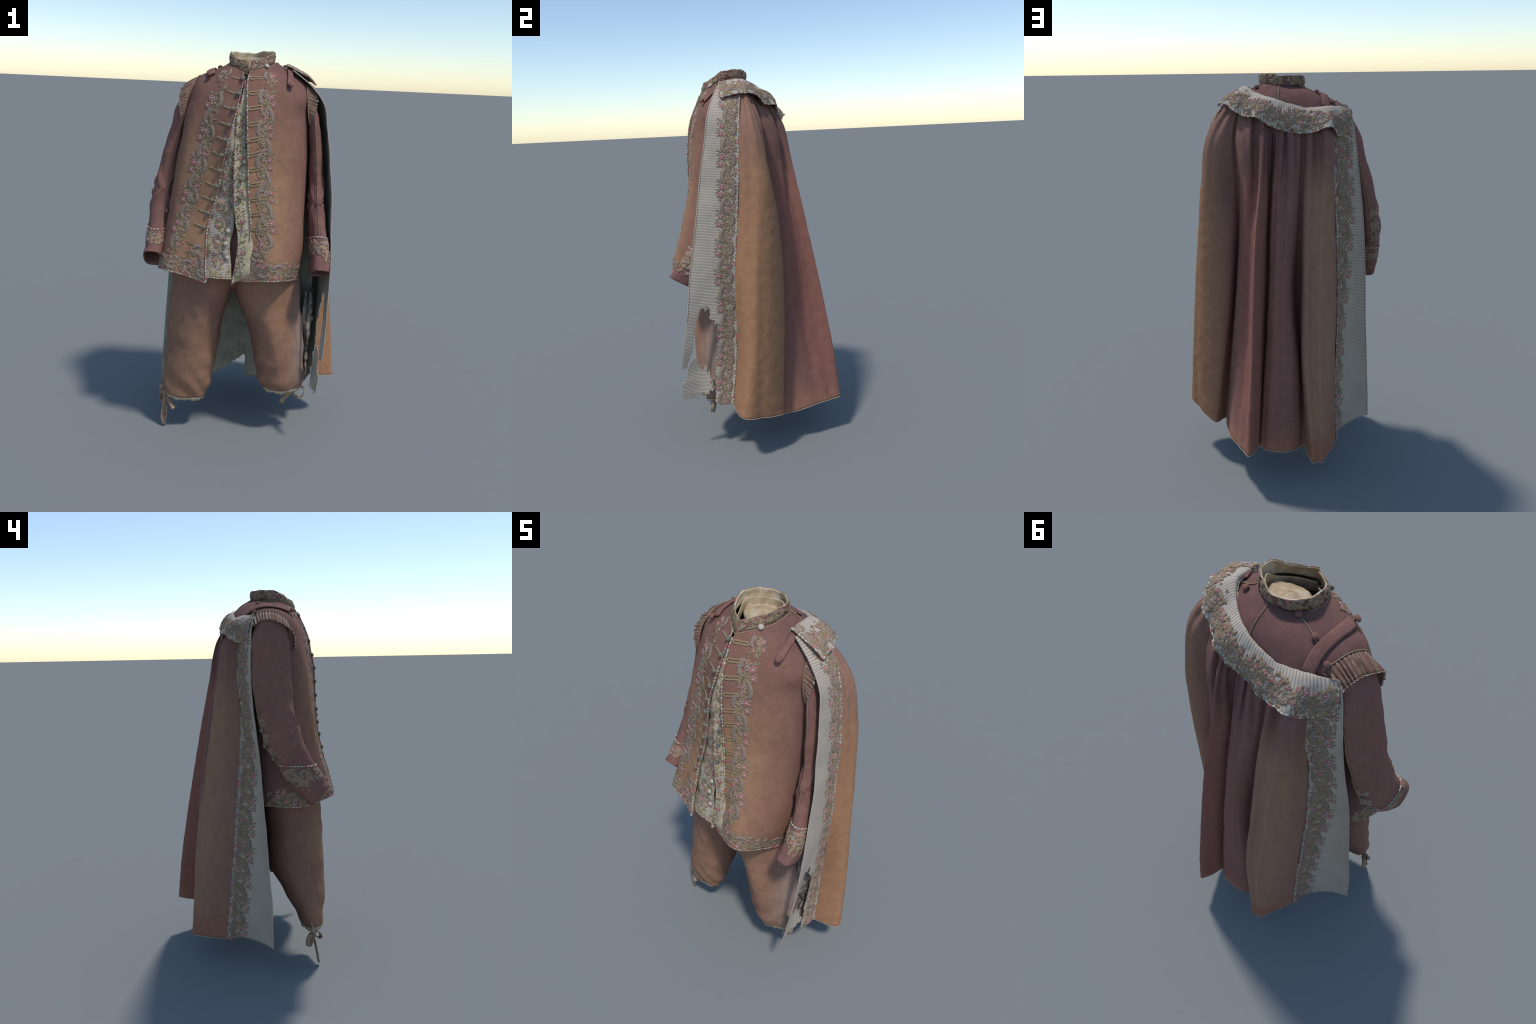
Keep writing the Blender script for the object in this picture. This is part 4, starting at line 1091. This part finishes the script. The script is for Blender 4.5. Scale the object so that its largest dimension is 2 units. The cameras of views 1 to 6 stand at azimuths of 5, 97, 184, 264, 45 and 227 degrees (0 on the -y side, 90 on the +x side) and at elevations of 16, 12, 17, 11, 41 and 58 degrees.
MN = [(-.300,.020), (-.320,.035), (-.335,.045), (-.337,.046), (-.335,.047), (-.331,.039), (-.327,.030), (-.322,.033), (-.319,.037), (-.317,.045), (-.316,.055), (-.316,.071), (-.322,.086)]
QN = []
for f, q, b in zip(FN, MN, BN):
    q = np.array((q[0], q[1], (f[2]*.4 + b[2]*.6)))
    k = min(1, max(0, (1.5 - f[2]) / 1.0))
    QN.append(((np.array(f) + q)/2 + (.004, -.022*k, -.006*k), q))
NG = border(FN, BN, QN, 6.1)
NG[-1, :, 2] += .012*np.sin(np.linspace(0, math.pi, NG.shape[1]))
lnn, NS = cloth("striped_border", NG, [M["lap_n"], M["lining"]], CAPE, axis, thick=.0030)
edging("border_cord", PG[4:, -1], lp, .0042, .0185, "blue pink white blue white pink green".replace("green", "gold"))
edging("border_cord", NG[4:, -1], lnn, .0042, .0185, "blue white pink white blue gold")
cord_line("border_fold", PG[2:int(.72*520), 0], lp, .0030, M["lap_p"])
cord_line("border_fold", NG[2:, 0], lnn, .0030, M["lap_n"])
for PGx, S_, ob, m_, n_ in ((PG, PS, lp, 1, 11), (NG, NS, lnn, 1, 12)):
    bmask = lambda t, s_, p: (scan_hole_kept(t, s_) if ob is lp else True) and .03 < t and fbm(p, 40, 5) > .10 and fbm(p, 90, 8) > -.25 and (1 - s_)*np.linalg.norm(PGx[int(t*(len(PGx)-1)), 0] - PGx[int(t*(len(PGx)-1)), -1]) < .074 + .016*math.sin(t*75) + .01*fbm(p, 18, 2) and (1 - s_) > .06
    ground("border_needlework_ground", PGx, ob, axis, bmask, M["needle"])
    nd = Needle(S_, ob, lambda p: p - axis(p), 51 + n_, "border_needlework")
    a = chord(PGx[:, -1])
    for k in range(n_):
        d = .075 + k * (.146 if ob is lp else .142)
        i = int(np.argmin(np.abs(a - d)))
        if i > PGx.shape[0] - 6: break
        e = PGx[i, -1]; f = PGx[i, 0]; w = (f - e) / np.linalg.norm(f - e)
        up = PGx[max(i-4, 0), -1] - PGx[min(i+4, PGx.shape[0]-1), -1]
        nd.frame(e + w*.047, up, w)
        nd.unit(.97, 1, lush=.9)
        nd.flower(-.036, -.005, .0055); nd.flower(-.036, -.075, .006)
    nd.finish()

# collar flap of the cape, turned outwards over the shoulders
UP = [(.160,-.128,1.928), (.158,-.060,1.938), (.150,-.018,1.936), (.118,.012,1.920), (.066,.048,1.904), (.020,.070,1.888), (-.025,.080,1.874), (-.080,.080,1.858), (-.128,.074,1.848), (-.185,.058,1.847), (-.232,.040,1.849), (-.280,.018,1.850), (-.318,.000,1.853)]
LO = [(.303,-.098,1.850), (.292,-.040,1.862), (.262,.030,1.868), (.225,.070,1.855), (.158,.102,1.814), (.088,.150,1.811), (.031,.145,1.774), (-.057,.142,1.745), (-.137,.147,1.739), (-.188,.154,1.748), (-.252,.156,1.768), (-.286,.090,1.722), (-.340,.042,1.720)]
UPc, LOc = curve(UP, 150), curve(LO, 150)
FGp = np.empty((26, 150, 3))
inner = np.array([.0, -.10])
for j in range(150):
    u, l = UPc[j], LOc[j]
    d = np.array([u[0]-inner[0], u[1]-inner[1], 0]); d /= np.linalg.norm(d)
    b1 = u*.72 + l*.28 + d*.010 + np.array((0, 0, .010)); b2 = u*.35 + l*.65 + d*.016 + np.array((0, 0, .006))
    st = u - d*.006 + np.array((0, 0, -.022)); ro = u + np.array((0, 0, .002))
    FGp[:, j] = hermite([0, .18, .5, .78, 1.05], np.array([st, ro, b1, b2, l]), np.linspace(0, 1.05, 26))
    q = .004*math.sin(j*.21) + .003*math.sin(j*.53+1)
    FGp[18:, j] += d * q * np.linspace(0, 1, 8)[:, None]
FGp = wrinkle(FGp, .005, 16, (1, 1, 1), 2.2)
fl, FS = cloth("cape_collar", FGp, [M["flap"], M["flap"]], CAPE, lambda p: np.array([0, -.1, 1.70]), thick=.005)
edging("collar_edge_cord", FGp[-1], fl, .0045, .017, "white gold blue pink white gold white")
edging("collar_edge_cord", FGp[5:, 0], fl, .0042, .017, "white gold pink white")
edging("collar_edge_cord", FGp[5:, -1], fl, .0042, .017, "blue gold white pink")
cord_line("collar_fold_cord", FGp[2] - np.array((0, .002, 0)), fl, .0028, M["lap_p"])
ground("cape_collar_needlework_ground", FGp, fl, lambda p: np.array([0, -.1, 1.70]), lambda t, s_, p: .42 + .10*fbm(p, 22, 3) < t < .95 and fbm(p, 40, 1) > .07 and fbm(p, 95, 4) > -.25 or (t > .15 and (s_ < .05 or s_ > .95) and fbm(p, 40, 1) > -.05), M["needle_pale"])
nd = Needle(FS, fl, lambda p: p - np.array([0, -.1, 1.70]), 71, "collar_needlework")
for k, j in enumerate(range(8, 148, 13)):
    O = FGp[17, j]; T = FGp[17, min(j+2, 149)] - FGp[17, max(j-2, 0)]; U = FGp[9, j] - FGp[25, j]
    nd.frame(O, T, U); nd.half(.82, 1)
    nd.spray(-.028, .0, .018, 18, 0, .015, .008); nd.spray(.0, .03, .024, 16, 1, .015, .008); nd.spray(.0, -.03, .024, 12, 0, .015, .008)
nd.finish()

# ------------------------------------------------------------------ parents keep world placement
bpy.context.view_layer.update()
